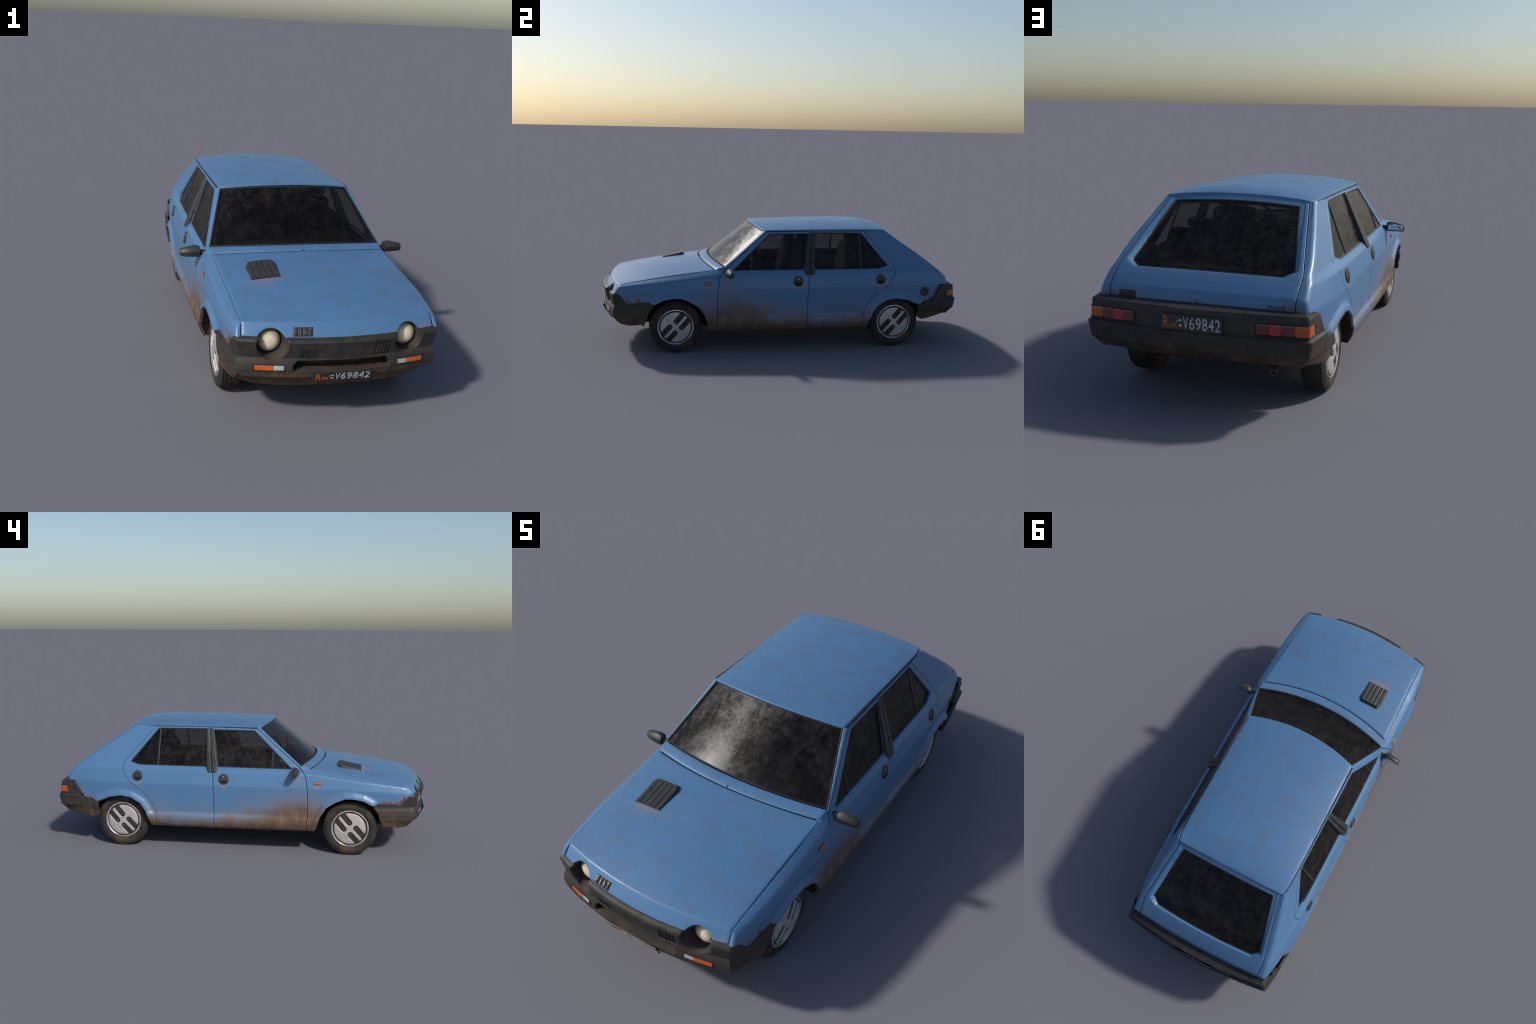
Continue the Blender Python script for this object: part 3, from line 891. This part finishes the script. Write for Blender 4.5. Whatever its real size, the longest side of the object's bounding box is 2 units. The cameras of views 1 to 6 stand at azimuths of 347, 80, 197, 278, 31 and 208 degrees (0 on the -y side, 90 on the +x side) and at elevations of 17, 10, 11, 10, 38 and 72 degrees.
# ---- bumpers: a profile swept round a plan path -------------------------------------------------------
class Sweep:
    def __init__(s, half, prof, side_scale, u_side, ydir, bow=0, blend=.045, nsm=.02):
        s.bow, s.blend = bow, blend
        p = [A(*q) for q in half]
        full = [q * A(-1, 1) for q in p[::-1][:-1]] + p
        for _i in range(3):
            n = [full[0]]
            for a, b in zip(full[:-1], full[1:]):
                n += [a * .75 + b * .25, a * .25 + b * .75]
            full = n + [full[-1]]
        f = np.array(full)
        L = np.concatenate([[0], np.cumsum(np.linalg.norm(np.diff(f, axis=0), axis=1))])
        L -= L[-1] / 2
        s.L, s.f = L, f
        t = np.gradient(f, L, axis=0); t /= np.linalg.norm(t, axis=1)[:, None]
        s.n = np.stack([t[:, 1], -t[:, 0]], 1) * (1 if ydir < 0 else -1)
        Lu = np.linspace(L[0], L[-1], 801)
        kn = max(3, int(nsm / (Lu[1] - Lu[0])))
        nn = []
        for c in range(2):
            q = np.interp(Lu, L, s.n[:, c])
            q = np.concatenate([np.full(kn, q[0]), q, np.full(kn, q[-1])])
            q = np.convolve(q, np.ones(kn) / kn, 'same')[kn:-kn]
            nn.append(np.interp(L, Lu, q))
        s.n = np.stack(nn, 1)
        P = np.array(prof, float)      # (z, offset), from the top down
        s.pz, s.po = P[:, 0], P[:, 1]
        s.pv = -np.concatenate([[0], np.cumsum(np.sqrt(np.diff(s.pz) ** 2 + np.diff(s.po) ** 2))])
        s.side_scale, s.u_side = side_scale, u_side
    def v(s, z): return float(np.interp(-z, -s.pz, s.pv))
    def u_y(s, y):
        """path length of the flank point at y (right-hand side)"""
        m = s.L > s.u_side - .03
        yy, ll = s.f[m, 1], s.L[m]
        o = np.argsort(yy)
        return float(np.interp(y, yy[o], ll[o]))
    def u_x(s, x):
        m = np.abs(s.L) < s.u_side + .002
        return float(np.interp(x, s.f[m, 0], s.L[m]))
    def __call__(s, u, v):
        x = np.interp(u, s.L, s.f[:, 0]); y = np.interp(u, s.L, s.f[:, 1])
        nx = np.interp(u, s.L, s.n[:, 0]); ny = np.interp(u, s.L, s.n[:, 1])
        l = np.sqrt(nx * nx + ny * ny)
        o = np.interp(-v, -s.pv, s.po); z = np.interp(-v, -s.pv, s.pz)
        z = np.where(v > 0, s.pz[0] + v, z)
        if s.bow < 0:        # upper face flatter than the ledge below it
            o = o + s.bow * np.clip(1 - (u / .36) ** 2, 0, 1) * sstep(.276, .283, z)
        if s.bow > 0:
            o = o - s.bow * np.clip(1 - (u / .26) ** 2, 0, 1) * sstep(.262, .236, z)
        k = 1 - (1 - s.side_scale) * sstep(s.u_side - .005, s.u_side + s.blend, np.abs(u))
        return np.stack([x + nx / l * o * k, y + ny / l * o * k, z], 1)
    def poly(s, pts): return [(u, s.v(z)) for u, z in pts]
    def rows(s):
        e = s.L[-1]
        return [[(-e, w), (e, w)] for w in s.pv[1:-1]]

FB = Sweep([(0, -.9995), (.10, -.9945), (.19, -.9815), (.289, -.9600), (.352, -.9410), (.3545, -.9385), (.364, -.905), (.373, -.86), (.386, -.775), (.391, -.712)],
           [(.3345, -.017), (.3275, -.004), (.3200, 0), (.262, -.0125), (.2480, -.0060), (.2400, -.0035), (.2205, -.0010), (.197, -.0040), (.192, -.0070), (.145, -.0420)],
           .62, .368, -1, .0050)
fy = lambda y, z: (FB.u_y(y), z)
half = [(0, .3345), (.3545, .3345), fy(-.930, .3340), fy(-.906, .3215), fy(-.866, .2765), fy(-.747, .2810), fy(-.742, .2740), fy(-.719, .2720), fy(-.752, .227), fy(-.774, .163), fy(-.83, .1565), fy(-.868, .1520), fy(-.921, .1815), (.3560, .2030), (.335, .193), (0, .193)]
fb_out = FB.poly([(-u, z) for u, z in half[::-1][1:-1]] + half)
ux = FB.u_x
grille = FB.poly([(ux(-.155), .2545), (ux(.155), .2545), (ux(.170), .238), (ux(.1685), .2165), (ux(-.1685), .2165), (ux(-.170), .238)])
fh = [grille]
for s in (1, -1):
    c = [(HL[0] * s + HL[2] * math.cos(a), HL[1] + HL[2] * math.sin(a)) for a in np.linspace(0, 2 * math.pi, 44, endpoint=False)]
    fh.append([(ux(x), FB.v(z) if z < .3345 else (z - .3345)) for x, z in c])
for k in range(5):
    x = .1145 + k * .0126
    fh.append(FB.poly([(ux(x - .0038), .3085), (ux(x + .0038), .3085), (ux(x + .0030), .2620), (ux(x - .0046), .2620)]))
for k in range(8):
    x = -.144 + k * .0078
    fh.append(FB.poly([(ux(x - .0017), .2915), (ux(x + .0017), .2915), (ux(x + .0017), .2635), (ux(x - .0017), .2635)]))
FBO = panel('bumper', fb_out, FB, PLASTIC, CAR, holes=fh, step=.009, r=.0016, th=.012, lines=FB.rows(), angle=30)
panel('bumper_backing', FB.poly([(-.34, .325), (.34, .325), (.34, .20), (-.34, .20)]), FB, SEAM, FBO, step=.03, r=0, th=.002, off=-.0125,
      holes=[grow(grille, .004)] + [[(u, v) for u, v in ellipse(ux(s * HL[0]), FB.v(HL[1]), .056, .062, 30)] for s in (1, -1)])

# apron under the bumper
AP = Sweep([(0, -.943), (.10, -.939), (.20, -.926), (.28, -.900), (.325, -.873), (.350, -.853), (.365, -.82), (.3765, -.775), (.379, -.76)],
           [(.212, .040), (.190, .031), (.166, .009), (.158, .003), (.153, .0045), (.1455, .002), (.1415, -.008)], .12, .36, -1, 0, .06, .09)
ay = lambda y, z: (AP.u_y(y), z)
ah = [(0, .21), ay(-.80, .21), ay(-.766, .20), ay(-.776, .162), ay(-.83, .156), ay(-.860, .153), (.30, .1460), (.20, .1425), (0, .1425)]
panel('apron', AP.poly([(-u, z) for u, z in ah[::-1][1:-1]] + ah), AP, PLASTIC, FBO, step=.010, r=.0015, th=.02, lines=AP.rows(), angle=30)

# air intake trough with upright fins
def quadmesh(name, quads, mat, parent):
    bm = bmesh.new()
    for q in quads: bm.faces.new([bm.verts.new(p) for p in q])
    bmesh.ops.remove_doubles(bm, verts=bm.verts, dist=1e-5)
    return finish(bm, name, mat, parent, 30)
xs = np.linspace(-.172, .172, 17)
fy_ = lambda x: -.9985 + .022 * (x / .19) ** 2
quads = []
for a, b in zip(xs[:-1], xs[1:]):
    quads.append([(a, fy_(a) + .003, .2165), (b, fy_(b) + .003, .2165), (b, fy_(b) + .055, .224), (a, fy_(a) + .055, .224)])
    quads.append([(a, fy_(a) + .055, .224), (b, fy_(b) + .055, .224), (b, fy_(b) + .055, .262), (a, fy_(a) + .055, .262)])
    quads.append([(a, fy_(a) + .055, .262), (b, fy_(b) + .055, .262), (b, fy_(b) + .010, .262), (a, fy_(a) + .010, .262)])
for x in (-.172, .172):
    quads.append([(x, fy_(x) + .002, .214), (x, fy_(x) + .055, .214), (x, fy_(x) + .055, .262), (x, fy_(x) + .010, .262)])
quadmesh('air_intake', quads, DUSTY, FBO)
for k in range(7):
    x = -.135 + k * .045
    box('intake_fin', (x - .002, fy_(x) + .047, .220), (x + .002, fy_(x) + .056, .262), TRIM, FBO, .0006, 1)
for s in (1, -1):
    a, b_, z0, z1 = (.107, .172, .2585, .312) if s > 0 else (-.149, -.084, .2605, .2945)
    panel('louvre_back', FB.poly([(ux(a), z0), (ux(b_), z0), (ux(b_), z1), (ux(a), z1)]), FB, TRIM, FBO, step=.01, r=0, th=.001, off=-.0042)

# indicator lamps in the bumper face
for s in (1, -1):
    def seg(x0, x1, z0, z1, k=0):
        q = [(ux(s * x0) , z0), (ux(s * x1), z0), (ux(s * x1), z1), (ux(s * x0), z1)]
        return FB.poly(q)
    f = panel('indicator_lamp', seg(.1960, .2990, .2190, .2410), FB, RUBBER, FBO, holes=[seg(.1990, .2962, .2215, .2388)], step=.006, r=.0008, th=.004, off=.0026)
    panel('clear_lens', seg(.1990, .2335, .2215, .2388), FB, CLEAR, f, step=.006, r=.0005, th=.002, off=.0010)
    panel('orange_lens', seg(.2340, .2962, .2215, .2388), FB, ORANGE, f, step=.006, r=.0005, th=.002, off=.0010)

# headlights: bowl, then a domed lens set back in it
for s in (1, -1):
    H = empty('headlight', CAR)
    prof = []
    bm = bmesh.new()
    n = 44
    ringF, ringB, ringC = [], [], []
    for k in range(n):
        a = 2 * math.pi * k / n
        x = HL[0] * s + (HL[2] + .0008) * math.cos(a); z = HL[1] + (HL[2] + .0008) * math.sin(a)
        # the leading rim follows bumper and nose
        if z < .331:
            u = ux(x); yf = FB(A(u), A(FB.v(min(z, .3345))))[0, 1]
        else:
            q = 1 - (x / .338) ** 2
            t = (z - .330) / (.3745 - .330)
            yf = (-.931 - .050 * q) * (1 - t) + (-.903 - .046 * q) * t
        ringF.append(bm.verts.new((x, yf + .0012, z)))
        ringB.append(bm.verts.new((HL[0] * s + HL[2] * .80 * math.cos(a), -.900, HL[1] + HL[2] * .80 * math.sin(a))))
        ringC.append(bm.verts.new((HL[0] * s, -.900, HL[1])))
    for k in range(n):
        j = (k + 1) % n
        bm.faces.new([ringF[k], ringF[j], ringB[j], ringB[k]])
        bm.faces.new([ringB[k], ringB[j], ringC[j], ringC[k]])
    bmesh.ops.recalc_face_normals(bm, faces=bm.faces)
    finish(bm, 'lamp_bowl', LAMPRING, H)
    # domed lens
    bm = bmesh.new()
    R, nr = .0400, 14
    prev = None
    for i in range(nr + 1):
        t = i / nr
        rr = R * math.sin(t * math.pi / 2); yy = -.911 - .021 * math.cos(t * math.pi / 2)
        ring = [bm.verts.new((HL[0] * s + rr * math.cos(2 * math.pi * k / n), yy, HL[1] + rr * math.sin(2 * math.pi * k / n))) for k in range(n)]
        if prev:
            for k in range(n):
                j = (k + 1) % n
                bm.faces.new([prev[k], prev[j], ring[j], ring[k]])
        prev = ring
    back = [bm.verts.new((v.co.x, -.901, v.co.z)) for v in prev]
    for k in range(n):
        j = (k + 1) % n
        bm.faces.new([prev[k], prev[j], back[j], back[k]])
    bmesh.ops.remove_doubles(bm, verts=bm.verts, dist=1e-6)
    bmesh.ops.recalc_face_normals(bm, faces=bm.faces)
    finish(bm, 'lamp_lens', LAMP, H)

RB = Sweep([(0, .9985), (.07, .9970), (.225, .9835), (.30, .9745), (.3755, .9640), (.3805, .9605), (.3860, .935), (.3925, .878), (.398, .82), (.4015, .735)],
           [(.3585, -.0660), (.3555, -.045), (.3490, -.0190), (.3440, -.0160), (.2815, -.0125), (.2745, -.0005), (.2720, 0), (.2185, -.0105), (.2130, -.0190), (.1800, -.0500), (.150, -.075)],
           .24, .383, 1, 0, .19, .13)
ry = lambda y, z: (RB.u_y(y), z)
rh = [(0, .3583), (.350, .3583), (.374, .3550), ry(.921, .3545), ry(.878, .3495), ry(.8225, .2595), ry(.776, .2545), ry(.772, .2465), ry(.7395, .2450), ry(.738, .173), ry(.763, .1575), ry(.814, .1630),
      ry(.857, .1700), ry(.908, .1795), (.365, .180), (.20, .1835), (0, .1855)]
rb_out = RB.poly([(-u, z) for u, z in rh[::-1][1:-1]] + rh)
RBO = panel('bumper', rb_out, RB, PLASTIC, CAR, step=.009, r=.0016, th=.012, lines=RB.rows(), flip=True, angle=30)

# tail lamps wrap round the corner
rx = RB.u_x
for s in (1, -1):
    def rs(u0, u1, z0, z1, slant=0):
        return [(s * u, v) for u, v in RB.poly([(u0, z0), (u1 + slant, z0), (u1, z1), (u0, z1)])]
    ue = RB.u_y(.9205)
    T = panel('tail_lamp', rs(rx(.2040), ue + .003, .2840, .3240, .010), RB, RUBBER, RBO, holes=[rs(rx(.2070), ue, .2868, .3212, .010)], step=.006, r=.0010, th=.004, off=.0030, flip=True)
    for nm, mt, a, b_, sl in (('red_lens', REDDARK, rx(.2075), rx(.2485), 0), ('stop_lens', REDBRIGHT, rx(.2490), rx(.2860), 0),
                              ('red_lens', REDDARK, rx(.2865), rx(.3285), 0), ('orange_lens', TAILORANGE, rx(.3290), ue, .010)):
        panel(nm, rs(a, b_, .2868, .3212, sl), RB, mt, T, step=.007, r=.0006, th=.002, off=.0014, flip=True)

# number plates ------------------------------------------------------------------------------------------
def plate(parent, org, ex, ey, en, w, h):
    """a plate with raised characters; org = centre, ex/ey/en = right, up, outward"""
    org, ex, ey, en = (Vector(k) for k in (org, ex, ey, en))
    f = lambda dx, dy: (lambda u, v, d: org + ex * (u + dx) + ey * (v + dy) + en * (.0022 + d))
    bm = bmesh.new()
    bmesh.ops.create_cube(bm, size=1)
    for v in bm.verts:
        v.co = org + ex * (v.co.x * w) + ey * (v.co.y * h) + en * (v.co.z * .004)
    bmesh.ops.bevel(bm, geom=list(bm.edges), offset=.0012, segments=2, profile=.5, affect='EDGES')
    bmesh.ops.recalc_face_normals(bm, faces=bm.faces)
    P = finish(bm, 'number_plate', PLATE, parent, 40)
    lettering('plate_letter', 'R', h * .74, w * .085, PLATEO, P, f(-w * .405, h * .02))
    lettering('plate_letter', 'OMA', h * .30, w * .115, PLATEO, P, f(-w * .290, -h * .19))
    for dx, dy, a, b_ in ((-.222, .10, .018, .12), (-.172, .16, .040, .12), (-.172, -.17, .040, .14)):
        bm = bmesh.new(); bmesh.ops.create_cube(bm, size=1)
        for v in bm.verts:
            v.co = org + ex * (dx * w + v.co.x * a * w) + ey * (dy * h + v.co.y * b_ * h) + en * (.0024 + v.co.z * .0012)
        finish(bm, 'plate_mark', PLATEW, P, 30, False)
    t = 'V69842'
    for i, c in enumerate(t):
        lettering('plate_letter', c, h * .74, w * .083, PLATEW, P, f(w * (-.085 + i * .1035), h * .02))
    return P

def unit(v):
    v = Vector(v); return v.normalized()
up = unit((0, -.020, .041)); rt = Vector((1, 0, 0))
plate(FBO, (0, -.9885, .1970), rt, up, rt.cross(up), .205, .043)
rt = Vector((-1, 0, 0)); up = Vector((0, .0, 1))
plate(RBO, (0, .9865, .3050), rt, up, rt.cross(up), .206, .051)

# badges --------------------------------------------------------------------------------------------------
def tile_badge(parent, fmap, uc, vc, w, h, su, sv, off, flip, slant=.12, metal=CHROME, metal_l=None):
    t = 'FIAT'
    for i, c in enumerate(t):
        a = (i - 1.5) * w / 4
        k = w / 4 * .46
        q = [(uc + su * (a - k - h * slant / 2), vc - sv * h / 2), (uc + su * (a + k - h * slant / 2), vc - sv * h / 2),
             (uc + su * (a + k + h * slant / 2), vc + sv * h / 2), (uc + su * (a - k + h * slant / 2), vc + sv * h / 2)]
        frame = panel('badge_frame', grow(q, .0004), fmap, metal, parent, step=.006, r=.0006, th=.003, off=off, flip=flip)
        panel('badge_tile', grow(q, -.0010), fmap, RUBBER, frame, step=.006, r=.0004, th=.002, off=off + .0007, flip=flip)
        def xf(u, v, d, a=a):
            uu = np.array([uc + su * (a + u + v * slant)]); vv = np.array([vc + sv * v])
            n = normals_of(fmap, uu, vv)[0] * (-1 if flip else 1)
            return fmap(uu, vv)[0] + n * (off + .0012 + d)
        lettering('badge_letter', c, h * .72, w / 4 * (.16 if c == 'I' else .58), CHROME if metal_l is None else metal_l, frame, xf, .0006)
tile_badge(BON, bonnet, -.1375 / .337 * .34, VB + (.3745 - .3485) / .0445 * .052, .066, .0285, 1, -1, .0022, True, .12, BOLT)
tile_badge(TG, tail, .2505, z2s(.3675), .062, .0215, -1, -1, .0018, False, .12, BOLT, BOLT)  # dull steel instead of chrome: tail-side shade put into the badge colour
def xfs(u, v, d):
    uu = np.array([-.2555 - u]); vv = np.array([z2s(.3655) - v])
    n = normals_of(tail, uu, vv)[0]
    return tail(uu, vv)[0] + n * (.001 + d)
lettering('script_badge', 'Strada', .0125, .060, TRIM, TG, xfs, .0012, .3)

# air scoop on the bonnet --------------------------------------------------------------------------------
def scoop():
    x0, x1, y0, y1 = -.2475, -.1385, -.658, -.526
    nu, nv = 66, 30
    def base(x, y):
        v = np.interp(-y, [.40, .95], [0, VB])
        # invert the bonnet rule numerically
        for _i in range(12):
            p = bonnet(A(x / .342 * .34), A(v))[0]
            v += (p[1] - y) * 1.0
        return p[2]
    bm = bmesh.new()
    top = {}
    for i in range(nu + 1):
        for j in range(nv + 1):
            a, b = i / nu, j / nv
            y = y0 + (y1 - .014 - y0) * b
            xa, xb = x0, x1
            ch = max(0, (b - .86) / .14)             # clipped rear corners
            xa += .010 * ch; xb -= .010 * ch
            x = xa + (xb - xa) * a
            h = .0046 + .0095 * b ** 1.5
            e = min(a, 1 - a)
            c5 = abs(math.sin(a * 5 * math.pi))          # five rounded slats with narrow grooves between
            rib = .0034 * min(1, c5 * 1.5) ** .6 - .0026 if .03 < b < .95 else 0
            slit = 0
            h += rib - slit - .003 * max(0, 1 - e / .03) ** 2
            top[i, j] = bm.verts.new((x, y, base(x, y) + h))
    for i in range(nu):
        for j in range(nv):
            bm.faces.new([top[i, j], top[i + 1, j], top[i + 1, j + 1], top[i, j + 1]])
    loop = [top[i, 0] for i in range(nu + 1)] + [top[nu, j] for j in range(1, nv + 1)] + [top[i, nv] for i in range(nu - 1, -1, -1)] + [top[0, j] for j in range(nv - 1, 0, -1)]
    low = []
    for v in loop:
        y = v.co.y + (.013 if v.co.y > y1 - .0145 else 0); 
        low.append(bm.verts.new((v.co.x + (.001 if v.co.x > -.193 else -.001), y, base(v.co.x, y) - .003)))
    n = len(loop)
    for k in range(n):
        j = (k + 1) % n
        bm.faces.new([loop[k], low[k], low[j], loop[j]])
    bmesh.ops.recalc_face_normals(bm, faces=bm.faces)
    return finish(bm, 'air_scoop', TRIM, BON, 32)
scoop()

# door mirrors ---------------------------------------------------------------------------------------------
def door_mirror(parent, mparent):
    # loft of rounded sections along x
    secs = []
    # hexagonal shell: flat back, blunt keel facing the wind
    for x, k, z0, z1 in ((.3840, .75, .4220, .4545), (.3870, 1.0, .4195, .4580), (.4030, 1.0, .4190, .4620), (.4300, .88, .4193, .4565), (.4565, .72, .4200, .4505), (.4625, .58, .4240, .4450)):
        yb = -.3115; zm = z0 + (z1 - z0) * .58
        q = round_poly([(yb, z0), (yb, z1), (yb - .021 * k, z1), (yb - .036 * k, zm), (yb - .030 * k, z0)], .005, 3)
        secs.append([(x, y, z) for y, z in q])
    bm = bmesh.new()
    R = [[bm.verts.new(p) for p in s] for s in secs]
    n = len(R[0])
    for a, b in zip(R[:-1], R[1:]):
        for k in range(n):
            j = (k + 1) % n
            bm.faces.new([a[k], a[j], b[j], b[k]])
    bm.faces.new(R[0]); bm.faces.new(R[-1])
    bmesh.ops.recalc_face_normals(bm, faces=bm.faces)
    o = finish(bm, 'door_mirror', TRIM, parent, 42)
    o2 = mirrored(o, mparent)
    g_ = panel('mirror_glass', round_poly([(.3905, .4245), (.4580, .4250), (.4585, .4440), (.4560, .4465), (.4060, .4560), (.3915, .4530)], .003, 2),
               lambda u, v: np.stack([u, 0 * u - .3108, v], 1), MIRROR, o, step=.008, r=.0006, th=.002, flip=True)
    mirrored(g_, o2)
    s_ = box('mirror_foot', (.352, -.334, .4265), (.388, -.316, .4440), TRIM, o, .003, 2)
    mirrored(s_, o2)
door_mirror(DF, DFm)

# ---- wheel housings, underbody, exhaust ---------------------------------------------------------------------
def housing(arch, xin):
    pts = densify(arch, .012, closed=False)
    bm = bmesh.new()
    cols = []
    c = A(*[np.mean([p[0] for p in arch]), .14])
    for i, (y, z) in enumerate(pts):
        d = (A(y, z) - c); d /= np.linalg.norm(d)
        col = []
        for k in range(9):
            t = k / 8
            x0 = side_x(A(y), A(max(z, .13)))[0] - .004
            x = x0 + (xin - x0) * t
            q = A(y, z) + d * (.0015 + .010 * min(1, t * 3))
            col.append(bm.verts.new((x, q[0], q[1])))
        cols.append(col)
    for a, b in zip(cols[:-1], cols[1:]):
        for k in range(8):
            bm.faces.new([a[k], b[k], b[k + 1], a[k + 1]])
    bm.faces.new([c_[-1] for c_ in cols])
    bmesh.ops.recalc_face_normals(bm, faces=bm.faces)
    o = finish(bm, 'wheel_housing', WELL, CAR, 50)
    mirrored(o)
housing([(-.778, .150), (-.752, .227)] + ARCH_F, .262)
housing([(.742, .165)] + ARCH_R, .262)

def slab(name, lo, hi, mat=UNDER, bevel=.01): return box(name, lo, hi, mat, CAR, bevel, 2)
slab('floor_pan', (-.366, -.432, .1215), (.366, .447, .160))
slab('engine_tray', (-.262, -.905, .152), (.262, -.425, .20))
slab('boot_floor', (-.262, .44, .160), (.262, .905, .215))
slab('boot_floor', (-.345, .76, .185), (.345, .93, .215))
slab('engine_tray', (-.315, -.855, .172), (.315, -.785, .20))
for y in (-.61, .61):
    tube('axle', [(-.30, y, .141), (.30, y, .141)], .014, UNDER, CAR, 12)
o = tube('exhaust_pipe', [(-.22, .60, .165), (-.235, .80, .164), (-.250, .90, .160), (-.2535, .934, .1575)], .0098, EXH, CAR, 16)
tube('pipe_mouth', [(-.2535, .930, .1578), (-.2537, .9348, .1574)], .0072, SEAM, o, 16)

# ---- cabin -----------------------------------------------------------------------------------------------------
def tilt(deg): return Matrix.Rotation(math.radians(deg), 3, 'X')
for s in (1, -1):
    S_ = box('seat', (s * .185 - .095, -.16, .19), (s * .185 + .095, .07, .285), CLOTH, CAR, .022, 4)
    box('seat_back', (s * .185 - .092, .02, .24), (s * .185 + .092, .095, .560), CLOTH, S_, .026, 4, rot=tilt(-12), pivot=(0, .05, .26))
    box('head_restraint', (s * .185 - .072, .085, .560), (s * .185 + .072, .135, .640), CLOTH, S_, .016, 4, rot=tilt(-6), pivot=(0, .1, .58))
RS = box('bench_seat', (-.30, .27, .19), (.30, .46, .290), CLOTH, CAR, .025, 4)
box('bench_back', (-.305, .40, .24), (.305, .47, .525), CLOTH, RS, .026, 4, rot=tilt(-14), pivot=(0, .42, .27))
for s in (1, -1):
    box('head_restraint', (s * .17 - .06, .465, .52), (s * .17 + .06, .505, .556), CLOTH, RS, .014, 3)
box('parcel_shelf', (-.29, .50, .430), (.29, .80, .440), LINING, CAR, .003, 2)
DB = box('dashboard', (-.325, -.375, .30), (.325, -.245, .458), LINING, CAR, .02, 3)
box('instrument_hood', (.10, -.300, .44), (.27, -.215, .482), SEAM, DB, .014, 3)
SW = empty('steering_wheel', CAR)
mt = Matrix.Translation((.185, -.175, .468)) @ Matrix.Rotation(math.radians(62), 4, 'X')
tube('wheel_rim', [mt @ Vector((.078 * math.cos(a), .078 * math.sin(a), 0)) for a in np.linspace(0, 2 * math.pi, 40, endpoint=False)], .0065, SEAM, SW, 10, closed=True)
tube('wheel_spoke', [mt @ Vector((-.076, 0, 0)), mt @ Vector((0, -.006, -.01)), mt @ Vector((.076, 0, 0))], .007, SEAM, SW, 8)
tube('steering_column', [mt @ Vector((0, 0, 0)), mt @ Vector((0, 0, -.09))], .016, SEAM, SW, 12)

# ---- wheels -------------------------------------------------------------------------------------------------------
WR = .1412
def make_wheel_meshes():
    # tyre: x is outward; tread blocks cut between ribs
    W = .0415
    prof = [(-W + .004, .0955), (-W - .0005, .104), (-W - .002, .116), (-W + .001, .128), (-W + .006, .1352)]
    na = 25
    tread = [(-W + .008 + (2 * W - .016) * i / (na - 1), .1405) for i in range(na)]
    prof = prof + tread + [(W - .006, .1352), (W - .001, .128), (W + .002, .116), (W + .0005, .104), (W - .004, .0965), (W - .010, .0935)]
    def fn(ax, rr, a, i):
        if rr == .1405:
            t = ax / W
            rr = WR - .0040 * abs(t) ** 4 - .0006
            lane = (ax + W) / (2 * W) * 6
            groove = abs((lane % 1) - .5) > .40
            blk = (a * 46 / (2 * math.pi) + (.5 if int(lane) % 2 else 0) + lane * .33) % 1
            if groove or blk < .26: rr -= .0034
        return ax, rr
    ty = lathe('tyre', prof, TYRE, None, 276, fn=fn)
    rim = lathe('rim_lip', [(.026, .0875), (.0330, .0882), (.0400, .0897), (.0418, .0922), (.0412, .0960), (.0370, .0977)], RIMLIP, None, 64)
    barrel = lathe('wheel_barrel', [(-.040, .098), (-.036, .088), (.010, .085), (.0300, .0905), (.0355, .080), (.0385, .060), (.0415, .0)], SLOT, None, 48)
    # face disc with four keyhole slots running to the edge
    R = .0822
    disc = ellipse(0, 0, R, R, 72)
    dr = A(math.cos(math.radians(48)), math.sin(math.radians(48)))     # (y,z): up and back
    nr = A(-dr[1], dr[0])
    slots = []
    bolts = []
    for k, sg in ((84, 1), (-6, 1), (174, -1), (264, -1)):
        b = A(math.cos(math.radians(k)), math.sin(math.radians(k))) * R * .385
        bolts.append(b)
        w = R * .175
        pts = [b + (-sg * dr * math.cos(t) + nr * math.sin(t)) * w for t in np.linspace(-math.pi / 2, math.pi / 2, 12)]
        e = b + sg * dr * R * 1.2
        pts = pts + [e + nr * w, e - nr * w]
        slots.append([tuple(p) for p in pts])
    f = lambda u, v: np.stack([.0475 - .0065 * (u * u + v * v) / R ** 2, u, v], 1)
    face = panel('wheel_disc', disc, f, RIM, None, holes=slots, step=.007, r=.0015, th=.010)
    bm = bmesh.new()
    bmesh.ops.create_cone(bm, cap_ends=True, segments=10, radius1=.0062, radius2=.0050, depth=.008, matrix=Matrix.Rotation(math.pi / 2, 4, 'Y'))
    bo = finish(bm, 'wheel_bolt', BOLT, None, 30)
    return ty, rim, barrel, face, bo, bolts
ty, rim, barrel, face, bolt, bolts = make_wheel_meshes()
tmpl = [ty, rim, barrel, face]
flipm = {}
for o in tmpl:
    c = mirrored(o); flipm[o.name] = c.data; bpy.data.objects.remove(c)
for sx in (1, -1):
    for y in (-.6095, .6085):
        Wh = empty('wheel', CAR, (sx * .3245, y, WR))
        for o in tmpl:
            c = bpy.data.objects.new(o.name.split('.')[0], o.data if sx > 0 else flipm[o.name])
            COL.objects.link(c); c.parent = Wh
        for b in bolts:
            c = bpy.data.objects.new('wheel_bolt', bolt.data); COL.objects.link(c); c.parent = Wh
            c.location = (sx * .0418, b[0], b[1])
            c.rotation_euler = (random.random() * 3, 0, 0 if sx > 0 else math.pi)
for o in tmpl + [bolt]:
    bpy.data.objects.remove(o)

# keep the tree three levels deep: car > part > sub-part
def depth(o):
    n = 0
    while o.parent: o = o.parent; n += 1
    return n
for o in list(COL.objects):
    while depth(o) > 2:
        o.parent = o.parent.parent
